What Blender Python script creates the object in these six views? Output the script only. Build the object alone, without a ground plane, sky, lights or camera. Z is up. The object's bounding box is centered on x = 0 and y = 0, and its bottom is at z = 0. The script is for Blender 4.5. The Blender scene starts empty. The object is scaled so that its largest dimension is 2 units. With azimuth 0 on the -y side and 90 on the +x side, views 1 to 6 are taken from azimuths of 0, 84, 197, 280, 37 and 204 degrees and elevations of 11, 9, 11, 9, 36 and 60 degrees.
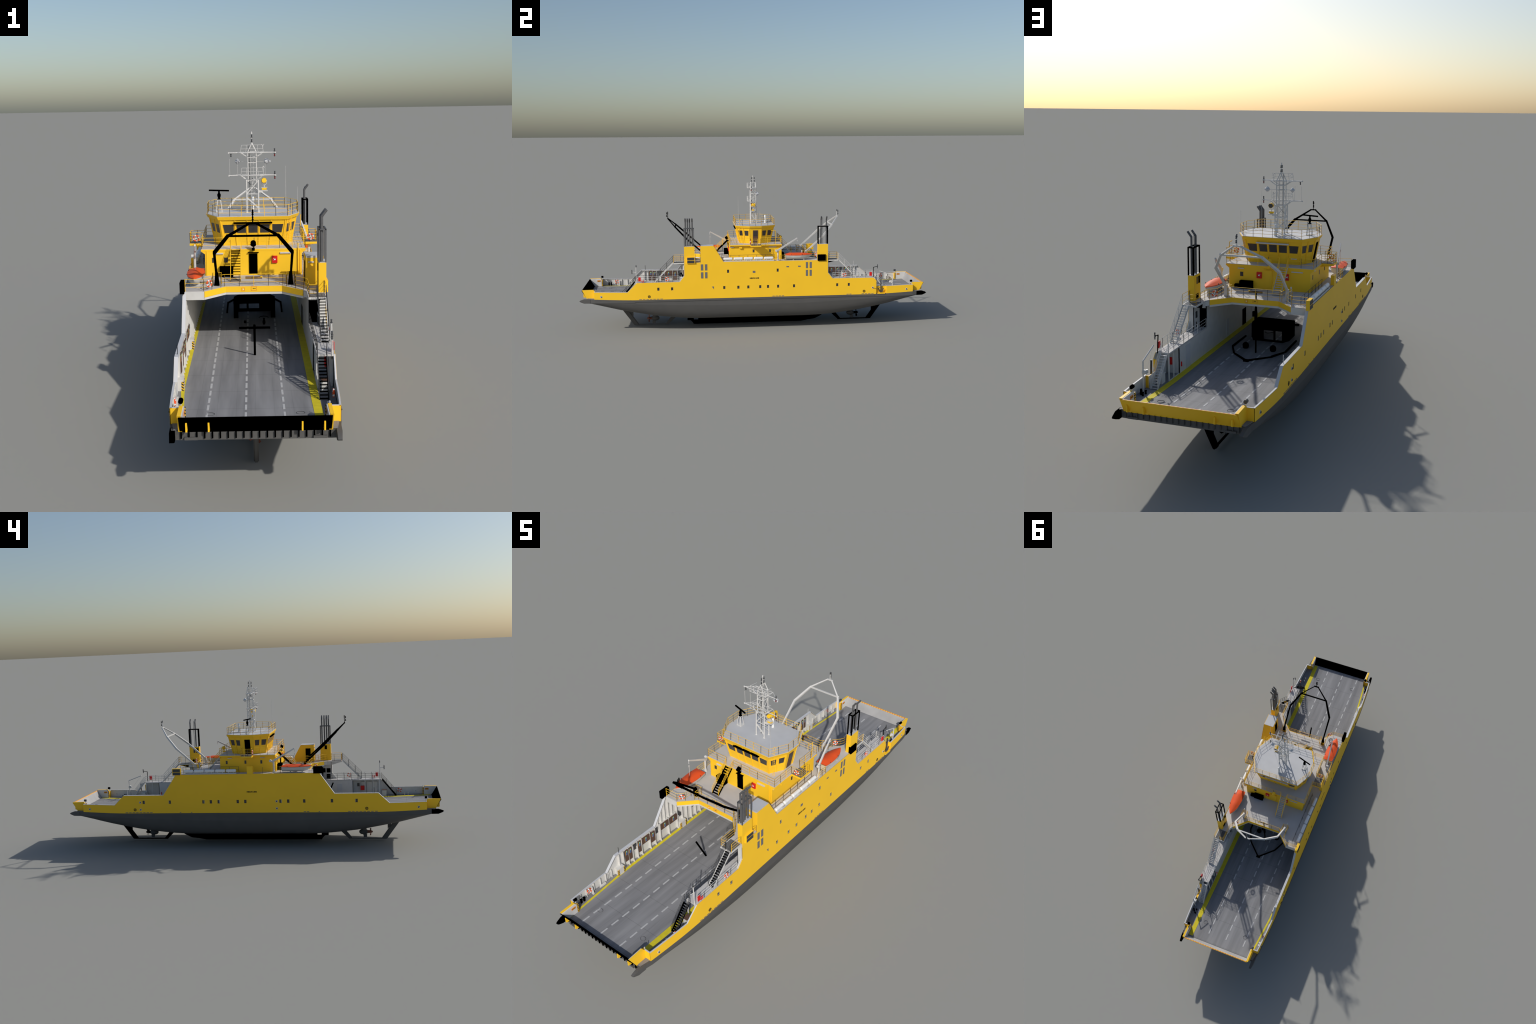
# Double-ended yellow car ferry, built part by part (metres, z up, bow/stern along y).
import bpy, math, random
from mathutils import Vector, Matrix, geometry

random.seed(11)
V = Vector

# ------------------------------------------------------------------ materials
def new_mat(name):
    m = bpy.data.materials.new(name)
    m.use_nodes = True
    return m, m.node_tree, m.node_tree.nodes['Principled BSDF']

def paint(name, col, rough=0.5, spec=0.3, metal=0.0, vary=0.05, scale=30.0, grain=0.0):
    """Painted surface: base colour with a slight patchy variation on object coordinates."""
    m, t, b = new_mat(name)
    b.inputs['Roughness'].default_value = rough
    b.inputs['Specular IOR Level'].default_value = spec
    b.inputs['Metallic'].default_value = metal
    tc = t.nodes.new('ShaderNodeTexCoord')
    nz = t.nodes.new('ShaderNodeTexNoise')
    nz.inputs['Scale'].default_value = scale
    nz.inputs['Detail'].default_value = 5
    rp = t.nodes.new('ShaderNodeValToRGB')
    lo = [max(0, c * (1 - vary)) for c in col]
    hi = [min(1, c * (1 + vary)) for c in col]
    rp.color_ramp.elements[0].position = 0.3
    rp.color_ramp.elements[1].position = 0.7
    rp.color_ramp.elements[0].color = (*lo, 1)
    rp.color_ramp.elements[1].color = (*hi, 1)
    t.links.new(tc.outputs['Object'], nz.inputs['Vector'])
    t.links.new(nz.outputs['Fac'], rp.inputs['Fac'])
    t.links.new(rp.outputs['Color'], b.inputs['Base Color'])
    if grain:
        n2 = t.nodes.new('ShaderNodeTexNoise')
        n2.inputs['Scale'].default_value = 900
        bp = t.nodes.new('ShaderNodeBump')
        bp.inputs['Strength'].default_value = grain
        bp.inputs['Distance'].default_value = 0.001
        t.links.new(tc.outputs['Object'], n2.inputs['Vector'])
        t.links.new(n2.outputs['Fac'], bp.inputs['Height'])
        t.links.new(bp.outputs['Normal'], b.inputs['Normal'])
    return m

def dead_black(name):
    m, t, b = new_mat(name)
    b.inputs['Base Color'].default_value = (0, 0, 0, 1)
    b.inputs['Roughness'].default_value = 1
    b.inputs['Specular IOR Level'].default_value = 0
    return m

def striped(name, ca, cb, axis, period, slant=0.0):
    """Two-colour hazard stripes across an object axis, optionally slanted."""
    m, t, b = new_mat(name)
    b.inputs['Roughness'].default_value = 0.5
    tc = t.nodes.new('ShaderNodeTexCoord')
    sp = t.nodes.new('ShaderNodeSeparateXYZ')
    t.links.new(tc.outputs['Object'], sp.inputs[0])
    a = t.nodes.new('ShaderNodeMath'); a.operation = 'MULTIPLY'; a.inputs[1].default_value = slant
    t.links.new(sp.outputs['X'], a.inputs[0])
    s = t.nodes.new('ShaderNodeMath'); s.operation = 'ADD'
    t.links.new(sp.outputs[axis], s.inputs[0]); t.links.new(a.outputs[0], s.inputs[1])
    d = t.nodes.new('ShaderNodeMath'); d.operation = 'DIVIDE'; d.inputs[1].default_value = period
    t.links.new(s.outputs[0], d.inputs[0])
    f = t.nodes.new('ShaderNodeMath'); f.operation = 'FRACT'
    t.links.new(d.outputs[0], f.inputs[0])
    g = t.nodes.new('ShaderNodeMath'); g.operation = 'GREATER_THAN'; g.inputs[1].default_value = 0.5
    t.links.new(f.outputs[0], g.inputs[0])
    mx = t.nodes.new('ShaderNodeMix'); mx.data_type = 'RGBA'
    mx.inputs['A'].default_value = (*ca, 1); mx.inputs['B'].default_value = (*cb, 1)
    t.links.new(g.outputs[0], mx.inputs['Factor'])
    t.links.new(mx.outputs['Result'], b.inputs['Base Color'])
    return m

def car_deck_mat():
    """Worn grey deck coating: streaks along y, dark plate seams across and along the ship."""
    m, t, b = new_mat('car_deck_coating')
    b.inputs['Roughness'].default_value = 0.75
    b.inputs['Specular IOR Level'].default_value = 0.2
    N, L = t.nodes, t.links
    tc = N.new('ShaderNodeTexCoord')
    mp = N.new('ShaderNodeMapping'); mp.inputs['Scale'].default_value = (34, 3.0, 1)
    L.new(tc.outputs['Object'], mp.inputs['Vector'])
    nz = N.new('ShaderNodeTexNoise'); nz.inputs['Scale'].default_value = 1.0; nz.inputs['Detail'].default_value = 6
    L.new(mp.outputs[0], nz.inputs['Vector'])
    rp = N.new('ShaderNodeValToRGB')
    rp.color_ramp.elements[0].position = 0.33; rp.color_ramp.elements[0].color = (*DECK_LO, 1)
    rp.color_ramp.elements[1].position = 0.72; rp.color_ramp.elements[1].color = (*DECK_HI, 1)
    L.new(nz.outputs['Fac'], rp.inputs['Fac'])
    sp = N.new('ShaderNodeSeparateXYZ'); L.new(tc.outputs['Object'], sp.inputs[0])
    def seam(src, offset, period, half, use_abs):
        node = src
        if use_abs:
            ab = N.new('ShaderNodeMath'); ab.operation = 'ABSOLUTE'; L.new(node, ab.inputs[0]); node = ab.outputs[0]
        su = N.new('ShaderNodeMath'); su.operation = 'SUBTRACT'; su.inputs[1].default_value = offset - period / 2
        L.new(node, su.inputs[0])
        di = N.new('ShaderNodeMath'); di.operation = 'DIVIDE'; di.inputs[1].default_value = period; L.new(su.outputs[0], di.inputs[0])
        fr = N.new('ShaderNodeMath'); fr.operation = 'FRACT'; L.new(di.outputs[0], fr.inputs[0])
        s5 = N.new('ShaderNodeMath'); s5.operation = 'SUBTRACT'; s5.inputs[1].default_value = 0.5; L.new(fr.outputs[0], s5.inputs[0])
        a2 = N.new('ShaderNodeMath'); a2.operation = 'ABSOLUTE'; L.new(s5.outputs[0], a2.inputs[0])
        lt = N.new('ShaderNodeMath'); lt.operation = 'LESS_THAN'; lt.inputs[1].default_value = half / period
        L.new(a2.outputs[0], lt.inputs[0])
        return lt.outputs[0]
    col = rp.outputs['Color']
    for src, o, p, h, ab, k in ((sp.outputs['Y'], 0.037, 0.1308, 0.0007, True, 0.35), (sp.outputs['X'], 0.0, 0.049, 0.0005, False, 0.18)):
        fac = seam(src, o, p, h, ab)
        sc = N.new('ShaderNodeMath'); sc.operation = 'MULTIPLY'; sc.inputs[1].default_value = k; L.new(fac, sc.inputs[0])
        mx = N.new('ShaderNodeMix'); mx.data_type = 'RGBA'
        L.new(sc.outputs[0], mx.inputs['Factor']); L.new(col, mx.inputs['A']); mx.inputs['B'].default_value = (0.03, 0.03, 0.032, 1)
        col = mx.outputs['Result']
    L.new(col, b.inputs['Base Color'])
    return m

DECK_LO = (0.195, 0.195, 0.200)
DECK_HI = (0.285, 0.285, 0.290)

M = {
    'yellow': paint('yellow_paint', (0.95, 0.565, 0.024), 0.5, 0.25, vary=0.02, scale=8),
    'rail': paint('rail_yellow_paint', (0.92, 0.54, 0.03), 0.5, 0.2, vary=0.0),
    'hull': paint('hull_grey_antifouling', (0.094, 0.092, 0.089), 0.6, 0.25, vary=0.05, scale=12),
    'white': paint('white_paint', (0.62, 0.61, 0.585), 0.5, 0.3, vary=0.05, scale=40),
    'capgrey': paint('cap_rail_grey', (0.55, 0.555, 0.57), 0.5, 0.3, vary=0.02),
    'updeck': paint('upper_deck_grey', (0.52, 0.505, 0.488), 0.7, 0.2, vary=0.04, scale=25),
    'roof': paint('wheelhouse_roof_grey', (0.50, 0.505, 0.515), 0.6, 0.25, vary=0.03, scale=25),
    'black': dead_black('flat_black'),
    'dark': paint('dark_grey_steel', (0.055, 0.057, 0.06), 0.45, 0.4, vary=0.08),
    'raildark': paint('rail_dark_grey', (0.04, 0.04, 0.042), 0.5, 0.3, vary=0.0),
    'exhaust': paint('exhaust_grey', (0.095, 0.096, 0.10), 0.5, 0.4, vary=0.1),
    'grate': paint('grating_grey', (0.16, 0.16, 0.16), 0.6, 0.3, vary=0.2, scale=200),
    'brown': paint('brown_board', (0.115, 0.066, 0.048), 0.6, 0.2, vary=0.05),
    'orange': paint('lifeboat_orange', (0.74, 0.092, 0.020), 0.6, 0.2, vary=0.04),
    'red': paint('fire_red', (0.66, 0.013, 0.012), 0.45, 0.3, vary=0.03),
    'lampred': paint('lamp_red', (0.22, 0.012, 0.012), 0.4, 0.4, vary=0),
    'stripe': paint('deck_line_yellow', (0.66, 0.55, 0.03), 0.7, 0.15, vary=0.08, scale=60),
    'dash': paint('lane_mark_white', (0.47, 0.47, 0.47), 0.7, 0.15, vary=0.08, scale=120),
    'raft': paint('raft_white', (0.78, 0.78, 0.77), 0.35, 0.4, vary=0.01),
    'copper': paint('bronze_propeller', (0.23, 0.075, 0.045), 0.45, 0.4, 0.2, vary=0.1),
    'panelgrey': paint('louver_grey', (0.15, 0.15, 0.155), 0.6, 0.3, vary=0.1, scale=300),
    'blue': paint('sign_blue', (0.08, 0.20, 0.45), 0.6, 0.2, vary=0),
    'green': paint('sign_green', (0.30, 0.60, 0.36), 0.6, 0.2, vary=0),
    'amber': paint('sign_amber', (0.70, 0.33, 0.03), 0.6, 0.2, vary=0),
    'text': paint('lettering_dark', (0.012, 0.012, 0.012), 0.6, 0.2, vary=0),
    'signred': paint('sign_orange', (0.75, 0.17, 0.04), 0.6, 0.2, vary=0),
    'rampgrey': paint('ramp_steel_grey', (0.36, 0.355, 0.35), 0.6, 0.3, vary=0.12, scale=14),
    'crane': paint('crane_white', (0.60, 0.59, 0.57), 0.45, 0.3, vary=0.03),
    'boathull': paint('lifeboat_hull_white', (0.55, 0.54, 0.51), 0.5, 0.3, vary=0.03),
}
M['deck'] = car_deck_mat()
M['hazard'] = striped('hazard_stripes', (0.78, 0.45, 0.02), (0.012, 0.012, 0.012), 'Z', 0.0082, 0.7)
M['rampedge'] = striped('ramp_edge_stripes', (0.80, 0.50, 0.04), (0.72, 0.20, 0.03), 'X', 0.014)
mg, tg, bg = new_mat('window_glass')
bg.inputs['Base Color'].default_value = (0.040, 0.040, 0.042, 1)
bg.inputs['Roughness'].default_value = 0.22
bg.inputs['Specular IOR Level'].default_value = 0.5
M['glass'] = mg

# ------------------------------------------------------------------ mesh toolkit
class MB:
    """Collects simple solids into one mesh; every solid takes a material slot index."""
    def __init__(self):
        self.v, self.f, self.mi = [], [], []
    def solid(self, verts, faces, m=0):
        o = len(self.v)
        self.v += [tuple(p) for p in verts]
        self.f += [tuple(o + i for i in fc) for fc in faces]
        self.mi += [m] * len(faces)
    def box(self, x0, x1, y0, y1, z0, z1, m=0):
        x0, x1 = min(x0, x1), max(x0, x1); y0, y1 = min(y0, y1), max(y0, y1)
        self.solid([(x0, y0, z0), (x1, y0, z0), (x1, y1, z0), (x0, y1, z0), (x0, y0, z1), (x1, y0, z1), (x1, y1, z1), (x0, y1, z1)],
                   [(0, 3, 2, 1), (4, 5, 6, 7), (0, 1, 5, 4), (1, 2, 6, 5), (2, 3, 7, 6), (3, 0, 4, 7)], m)
    def prism(self, poly, place, a, b, m=0):
        """poly: 2D outline; place(u, v, w) -> point; extruded from w=a to w=b."""
        area = sum(poly[i][0] * poly[(i + 1) % len(poly)][1] - poly[(i + 1) % len(poly)][0] * poly[i][1] for i in range(len(poly)))
        if area < 0: poly = poly[::-1]
        n = len(poly)
        tri = geometry.tessellate_polygon([[V((u, v, 0)) for u, v in poly]])
        lo = [place(u, v, a) for u, v in poly]; hi = [place(u, v, b) for u, v in poly]
        faces = []
        for t in tri:
            p = [V((*poly[i], 0)) for i in t]
            if (p[1] - p[0]).cross(p[2] - p[0]).z < 0: t = t[::-1]
            faces.append(tuple(n + i for i in t)); faces.append(tuple(reversed(t)))
        for i in range(n):
            j = (i + 1) % n
            faces.append((i, j, n + j, n + i))
        # orientation of the frame (u,v,w): flip when left-handed
        e = V(place(1, 0, 0)) - V(place(0, 0, 0)); g = V(place(0, 1, 0)) - V(place(0, 0, 0)); h = V(place(0, 0, 1)) - V(place(0, 0, 0))
        if e.cross(g).dot(h) * (b - a) < 0: faces = [tuple(reversed(fc)) for fc in faces]
        self.solid(lo + hi, faces, m)
    def zprism(self, poly, z0, z1, m=0): self.prism(poly, lambda u, v, w: (u, v, w), z0, z1, m)
    def xprism(self, poly, x0, x1, m=0): self.prism(poly, lambda u, v, w: (w, u, v), x0, x1, m)   # poly in (y,z)
    def yprism(self, poly, y0, y1, m=0): self.prism(poly, lambda u, v, w: (u, w, v), y0, y1, m)   # poly in (x,z)
    def hexa(self, q0, q1, m=0):
        """Solid between two quads with matching corner order."""
        self.solid(list(q0) + list(q1), [(0, 3, 2, 1), (4, 5, 6, 7), (0, 1, 5, 4), (1, 2, 6, 5), (2, 3, 7, 6), (3, 0, 4, 7)], m)
    def plate(self, q, t, m=0):
        """Flat panel on quad q raised by t along the quad's normal (counter-clockwise seen from outside)."""
        q = [V(p) for p in q]
        n = (q[1] - q[0]).cross(q[3] - q[0]).normalized()
        self.hexa([p - n * abs(t) * 0.5 for p in q], [p + n * t for p in q], m)
    def beam(self, p, q, w, h=None, up=(0, 0, 1), w2=None, h2=None, m=0):
        p, q = V(p), V(q); h = w if h is None else h
        w2 = w if w2 is None else w2; h2 = h if h2 is None else h2
        d = (q - p).normalized(); u = V(up)
        if abs(d.dot(u)) > 0.98: u = V((0, 1, 0))
        a = d.cross(u).normalized(); c = a.cross(d).normalized()
        A = [p + a * sx * w / 2 + c * sz * h / 2 for sx, sz in ((-1, -1), (1, -1), (1, 1), (-1, 1))]
        B = [q + a * sx * w2 / 2 + c * sz * h2 / 2 for sx, sz in ((-1, -1), (1, -1), (1, 1), (-1, 1))]
        self.solid(A + B, [(0, 1, 2, 3), (7, 6, 5, 4), (4, 5, 1, 0), (5, 6, 2, 1), (6, 7, 3, 2), (7, 4, 0, 3)], m)
    def cyl(self, p, q, r, r2=None, n=10, m=0):
        p, q = V(p), V(q); r2 = r if r2 is None else r2
        d = (q - p).normalized(); u = V((0, 0, 1)) if abs(d.z) < 0.9 else V((1, 0, 0))
        a = d.cross(u).normalized(); c = d.cross(a)
        ang = [2 * math.pi * i / n for i in range(n)]
        A = [p + (a * math.cos(t) + c * math.sin(t)) * r for t in ang]
        B = [q + (a * math.cos(t) + c * math.sin(t)) * r2 for t in ang]
        fs = [(i, (i + 1) % n, n + (i + 1) % n, n + i) for i in range(n)]
        self.solid(A + B, fs + [tuple(range(n))[::-1], tuple(range(n, 2 * n))], m)
    def tube(self, pts, r, n=6, m=0):
        for a, b in zip(pts[:-1], pts[1:]): self.cyl(a, b, r, n=n, m=m)
    def revolve(self, origin, axis, prof, n=16, m=0):
        """prof: list of (distance along axis, radius)."""
        o = V(origin); d = V(axis).normalized(); u = V((0, 0, 1)) if abs(d.z) < 0.9 else V((1, 0, 0))
        a = d.cross(u).normalized(); c = d.cross(a)
        vs, fs = [], []
        for h, r in prof:
            for i in range(n):
                t = 2 * math.pi * i / n
                vs.append(o + d * h + (a * math.cos(t) + c * math.sin(t)) * r)
        for k in range(len(prof) - 1):
            for i in range(n):
                j = (i + 1) % n
                fs.append((k * n + i, k * n + j, (k + 1) * n + j, (k + 1) * n + i))
        fs.append(tuple(range(n))[::-1]); fs.append(tuple(range((len(prof) - 1) * n, len(prof) * n)))
        self.solid(vs, fs, m)
    def loft(self, rings, m=0, caps=True, closed=True):
        n = len(rings[0]); vs = [p for r in rings for p in r]; fs = []
        for k in range(len(rings) - 1):
            for i in range(n if closed else n - 1):
                j = (i + 1) % n
                fs.append((k * n + i, k * n + j, (k + 1) * n + j, (k + 1) * n + i))
        if caps:
            fs.append(tuple(range(n))[::-1]); fs.append(tuple(range((len(rings) - 1) * n, len(rings) * n)))
        self.solid(vs, fs, m)
    def build(self, name, mats, parent, smooth=None, fix=True):
        me = bpy.data.meshes.new(name)
        me.from_pydata(self.v, [], self.f)
        for k in (mats if isinstance(mats, (list, tuple)) else [mats]): me.materials.append(M[k])
        for p, i in zip(me.polygons, self.mi): p.material_index = i
        if fix:
            import bmesh
            bm = bmesh.new(); bm.from_mesh(me)
            bmesh.ops.recalc_face_normals(bm, faces=bm.faces)
            bm.to_mesh(me); bm.free()
        if smooth:
            for p in me.polygons: p.use_smooth = True
            me.set_sharp_from_angle(angle=math.radians(smooth))
        me.update()
        ob = bpy.data.objects.new(name, me)
        bpy.context.scene.collection.objects.link(ob)
        ob.parent = parent
        return ob

def group(name, parent):
    e = bpy.data.objects.new(name, None)
    bpy.context.scene.collection.objects.link(e)
    e.parent = parent
    return e

def instance(ob, loc, rot=(0, 0, 0), scale=(1, 1, 1), parent=None):
    c = ob.copy()
    bpy.context.scene.collection.objects.link(c)
    c.location, c.rotation_euler, c.scale = loc, rot, scale
    c.parent = parent if parent else ob.parent
    return c

def lerp_table(tab, x):
    if x <= tab[0][0]: return tab[0][1]
    for (a, va), (b, vb) in zip(tab[:-1], tab[1:]):
        if x <= b: return va + (vb - va) * (x - a) / (b - a)
    return tab[-1][1]

root = bpy.data.objects.new('car_ferry', None)
bpy.context.scene.collection.objects.link(root)
root['label'] = 'yellow double-ended car ferry with grey hull and white mast'
root['category'] = 'car ferry'

# ------------------------------------------------------------------ hull form
def half_beam(y):    # outer half breadth of the hull
    return lerp_table([(0, 0.2190), (0.66, 0.2190), (0.75, 0.2165), (0.85, 0.212), (0.917, 0.2075), (0.958, 0.1995)], abs(y))
def shell_x(y):      # outer half breadth of the yellow side shell
    return lerp_table([(0, 0.2205), (0.66, 0.2205), (0.75, 0.2185), (0.85, 0.2135), (0.917, 0.2090)], abs(y))
def sheer(y):        # deck edge height
    a = max(0.0, abs(y) - 0.68)
    return 0.1990 + 0.0085 * (a / 0.26) ** 1.3
def knuckle(y):
    return lerp_table([(0, 0.157), (0.25, 0.158), (0.50, 0.167), (0.726, 0.1765), (0.88, 0.1815), (0.958, 0.1830)], abs(y))

# bilge profile from the knuckle (1, 0) to the centre line (0, 1): fraction of half breadth, fraction of depth
BILGE = [(1.0, 0.0), (0.988, 0.15), (0.970, 0.31), (0.942, 0.48), (0.900, 0.64), (0.850, 0.76), (0.785, 0.85), (0.700, 0.915), (0.600, 0.955), (0.450, 0.982), (0.250, 0.996), (0.0, 1.0)]
def rise(y):         # lower outline of the hull as the side views show it
    return lerp_table([(0, 0.0325), (0.30, 0.0325), (0.36, 0.0340), (0.415, 0.0368), (0.48, 0.0430), (0.56, 0.0525), (0.614, 0.0610), (0.70, 0.0775), (0.779, 0.0935), (0.965, 0.1405)], abs(y))
def depth(y):        # knuckle-to-keel depth that just touches that outline
    k, B, r = knuckle(y), half_beam(y), rise(y)
    return max(0.0008, min((k - 0.24 * B * u - r) / d for u, d in BILGE if d > 0.3))
mb = MB()
rings, sides = [], []
for i in range(97):
    y = -0.958 + 1.916 * i / 96
    B, k, dp, zt = half_beam(y), knuckle(y), depth(y), sheer(y) - 0.002
    left = [V((-B * u, y, k - dp * d)) for u, d in BILGE]
    right = [V((B * u, y, k - dp * d)) for u, d in BILGE[-2::-1]]
    rings.append(left + right)
    sides.append([V((-B, y, zt)), V((-B, y, k)), V((B, y, k)), V((B, y, zt))])
mb.loft(rings); mb.loft(sides)
mb.build('hull', 'hull', root, smooth=14)

# rubbing strake along the sheer, deeper towards the ends, stepped at |y| = 0.688
mb = MB()
for sx in (-1, 1):
    for y0, y1, lo, out in ((-0.958, -0.688, 0.1830, 0.0022), (-0.688, 0.688, 0.1872, 0.0026), (0.688, 0.958, 0.1830, 0.0022)):
        n = 12; rg = []
        for i in range(n + 1):
            y = y0 + (y1 - y0) * i / n
            B = half_beam(y); zt = sheer(y) - 0.0006
            lo_y = lo + max(0, abs(y) - 0.90) * 0.10
            rg.append([V((sx * (B - 0.004), y, lo_y)), V((sx * (B + out), y, lo_y)), V((sx * (B + out), y, zt)), V((sx * (B - 0.004), y, zt))])
        mb.loft(rg)
mb.build('rubbing_strake', 'hull', root)

# car deck slab with slight sheer
mb = MB(); rg = []
for i in range(41):
    y = -0.957 + 1.914 * i / 40
    B = half_beam(y) - 0.003; z = sheer(y)
    rg.append([V((-B, y, z - 0.0012)), V((B, y, z - 0.0012)), V((B, y, z + 0.0010)), V((-B, y, z + 0.0010))])
mb.loft(rg)
mb.build('car_deck', 'deck', root)
def deck_z(y): return sheer(y) + 0.0010

# lane dashes (shared mesh) and yellow border lines
mb = MB(); mb.box(-0.0029, 0.0029, -0.0175, 0.0175, -0.0006, 0.0007)
dash0 = mb.build('lane_mark', 'dash', root)
first = True
for x in (-0.1222, -0.0245, 0.0732):
    for k in range(34):
        y = -0.9225 + 0.055 * k
        if y > 0.945: continue
        sl = (sheer(y + 0.01) - sheer(y - 0.01)) / 0.02
        if first:
            dash0.location = (x, y, deck_z(y)); dash0.rotation_euler = (math.atan(sl), 0, 0); first = False
        else:
            instance(dash0, (x, y, deck_z(y)), (math.atan(sl), 0, 0))
mb = MB()
def strip(path, w0, w1):
    """Painted line on deck: path of (xa, xb, y)."""
    rg = [[V((xa, y, deck_z(y) - 0.0005)), V((xb, y, deck_z(y) - 0.0005)), V((xb, y, deck_z(y) + 0.0006)), V((xa, y, deck_z(y) + 0.0006))] for xa, xb, y in path]
    mb.loft(rg)
strip([(0.1480, 0.1700, -0.952 + 1.904 * i / 20) for i in range(21)], 0, 0)
lft = []
for i in range(81):
    y = -0.952 + 1.904 * i / 80
    xa = lerp_table([(0, -0.2075), (0.64, -0.2075), (0.69, -0.2030), (0.95, -0.1790)], abs(y))
    wd = lerp_table([(0, 0.0120), (0.64, 0.0120), (0.72, 0.0085), (0.95, 0.0080)], abs(y))
    lft.append((xa, xa + wd, y))
strip(lft, 0, 0)
mb.build('deck_border_line', 'stripe', root)

# mooring hatch rings on the deck
mb = MB()
for x in (-0.1135, 0.1135):
    for y in (-0.859, 0.859):
        pts = [V((x + 0.011 * math.cos(a), y + 0.009 * math.sin(a), deck_z(y) + 0.0006)) for a in [2 * math.pi * i / 14 for i in range(15)]]
        mb.tube(pts, 0.0006, n=4)
mb.build('deck_hatch_rim', 'dark', root)

# ------------------------------------------------------------------ side shell plating
def columns(top, step=0.025):
    """Top outline (y, z) refined so that the plan taper is followed; vertical steps stay as double columns."""
    out = []
    for (a, b), (c, d) in zip(top[:-1], top[1:]):
        n = max(1, int(abs(c - a) / step))
        out += [(a + (c - a) * i / n, b + (d - b) * i / n) for i in range(n)]
    return out + [top[-1]]
def skin(mb, sx, top, off, t, drop=0.0, m=0):
    """Thin side plating under a top outline, off inside the moulded breadth, standing on the sheer line."""
    mb.loft([[V((sx * (shell_x(y) - off), y, sheer(y) - 0.0004)), V((sx * (shell_x(y) - off), y, z - drop)), V((sx * (shell_x(y) - off - t), y, z - drop)), V((sx * (shell_x(y) - off - t), y, sheer(y) - 0.0004))] for y, z in columns(top)], m)
# port (-x) side: symmetrical outline
top_port = [(-0.9165, 0.2465), (-0.731, 0.2430), (-0.677, 0.2950), (-0.4550, 0.2950), (-0.3800, 0.4045),
            (0.3800, 0.4045), (0.4550, 0.2950), (0.677, 0.2950), (0.731, 0.2430), (0.9165, 0.2465)]
# starboard (+x) side: stack casing, engine-casing wedge, and the anchor pocket at the +y end
top_star = [(-0.9165, 0.2465), (-0.731, 0.2430), (-0.677, 0.2965), (-0.4370, 0.2970), (-0.4105, 0.3310), (-0.4100, 0.4050),
            (-0.3180, 0.4060), (-0.3176, 0.4990), (-0.2440, 0.4990), (-0.1890, 0.4070), (0.4100, 0.4050), (0.4105, 0.3310), (0.4370, 0.2970),
            (0.6780, 0.2950), (0.6955, 0.2780)]
top_bow = [(0.7560, 0.2435), (0.9165, 0.2465)]
lin_star = [(-0.9160, 0.2465), (-0.731, 0.2430), (-0.677, 0.2965), (-0.4370, 0.2970), (-0.4105, 0.3310), (-0.4060, 0.3990), (0.4060, 0.3990),
            (0.4105, 0.3310), (0.4370, 0.2970), (0.6780, 0.2950), (0.6950, 0.2780)]
for sx, outs, ins in ((-1, [top_port], [top_port]), (1, [top_star, top_bow], [lin_star, top_bow])):
    a, b = MB(), MB()
    for t in outs: skin(a, sx, t, 0.0, 0.0012)
    for t in ins: skin(b, sx, t, 0.0012, 0.0008, drop=0.0006)
    a.build('side_shell', 'yellow', root); b.build('bulwark_lining', 'white', root)

# cap rails: flat light-grey strips on the bulwark tops
mb = MB()
def cap(sx, pts, w=0.0105):
    for (y0, z0), (y1, z1) in zip(pts[:-1], pts[1:]):
        n = max(1, int(abs(y1 - y0) / 0.04))
        rg = []
        for i in range(n + 1):
            y = y0 + (y1 - y0) * i / n; z = z0 + (z1 - z0) * i / n
            xo, xi = sx * (shell_x(y) - 0.0004), sx * (shell_x(y) - w)
            rg.append([V((xo, y, z + 0.0002)), V((xi, y, z + 0.0002)), V((xi, y, z + 0.0017)), V((xo, y, z + 0.0017))])
        mb.loft(rg)
for s in (-1, 1):
    P5 = [(s * 0.9160, 0.2465), (s * 0.731, 0.2430), (s * 0.677, 0.2950), (s * 0.4550, 0.2950), (s * 0.3800, 0.4040)]
    cap(-1, P5[:2], 0.0060); cap(-1, P5[1:], 0.0115)
cap(1, [(-0.9160, 0.2465), (-0.731, 0.2430), (-0.677, 0.2955)], 0.0050)
cap(1, [(0.7565, 0.2435), (0.9160, 0.2465)], 0.0055)
mb.build('cap_rail', 'capgrey', root)

# anchor pocket: recessed yellow plates and stockless anchor
mb = MB()
mb.box(0.2035, 0.2065, 0.690, 0.762, 0.1990, 0.2420)
mb.box(0.2065, 0.2185, 0.6935, 0.6965, 0.2000, 0.2760)
mb.box(0.2065, 0.2170, 0.7550, 0.7580, 0.2000, 0.2420)
mb.box(0.2065, 0.2230, 0.704, 0.748, 0.1995, 0.2050)
mb.box(0.2020, 0.2034, 0.690, 0.762, 0.1990, 0.2430, 1)
mb.build('anchor_pocket', ['yellow', 'white'], root)
mb = MB()
mb.beam((0.214, 0.7245, 0.214), (0.212, 0.7240, 0.284), 0.0052, 0.0052)
mb.beam((0.214, 0.716, 0.212), (0.214, 0.733, 0.212), 0.006, 0.007)
for s in (-1, 1):
    mb.beam((0.215, 0.7245 + s * 0.006, 0.212), (0.217, 0.7245 + s * 0.0155, 0.232), 0.006, 0.006, w2=0.0015, h2=0.004)
mb.tube([(0.2125, 0.722, 0.238), (0.220, 0.705, 0.228), (0.221, 0.690, 0.230), (0.2205, 0.676, 0.236)], 0.0012)
mb.build('anchor', 'dark', root)

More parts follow.
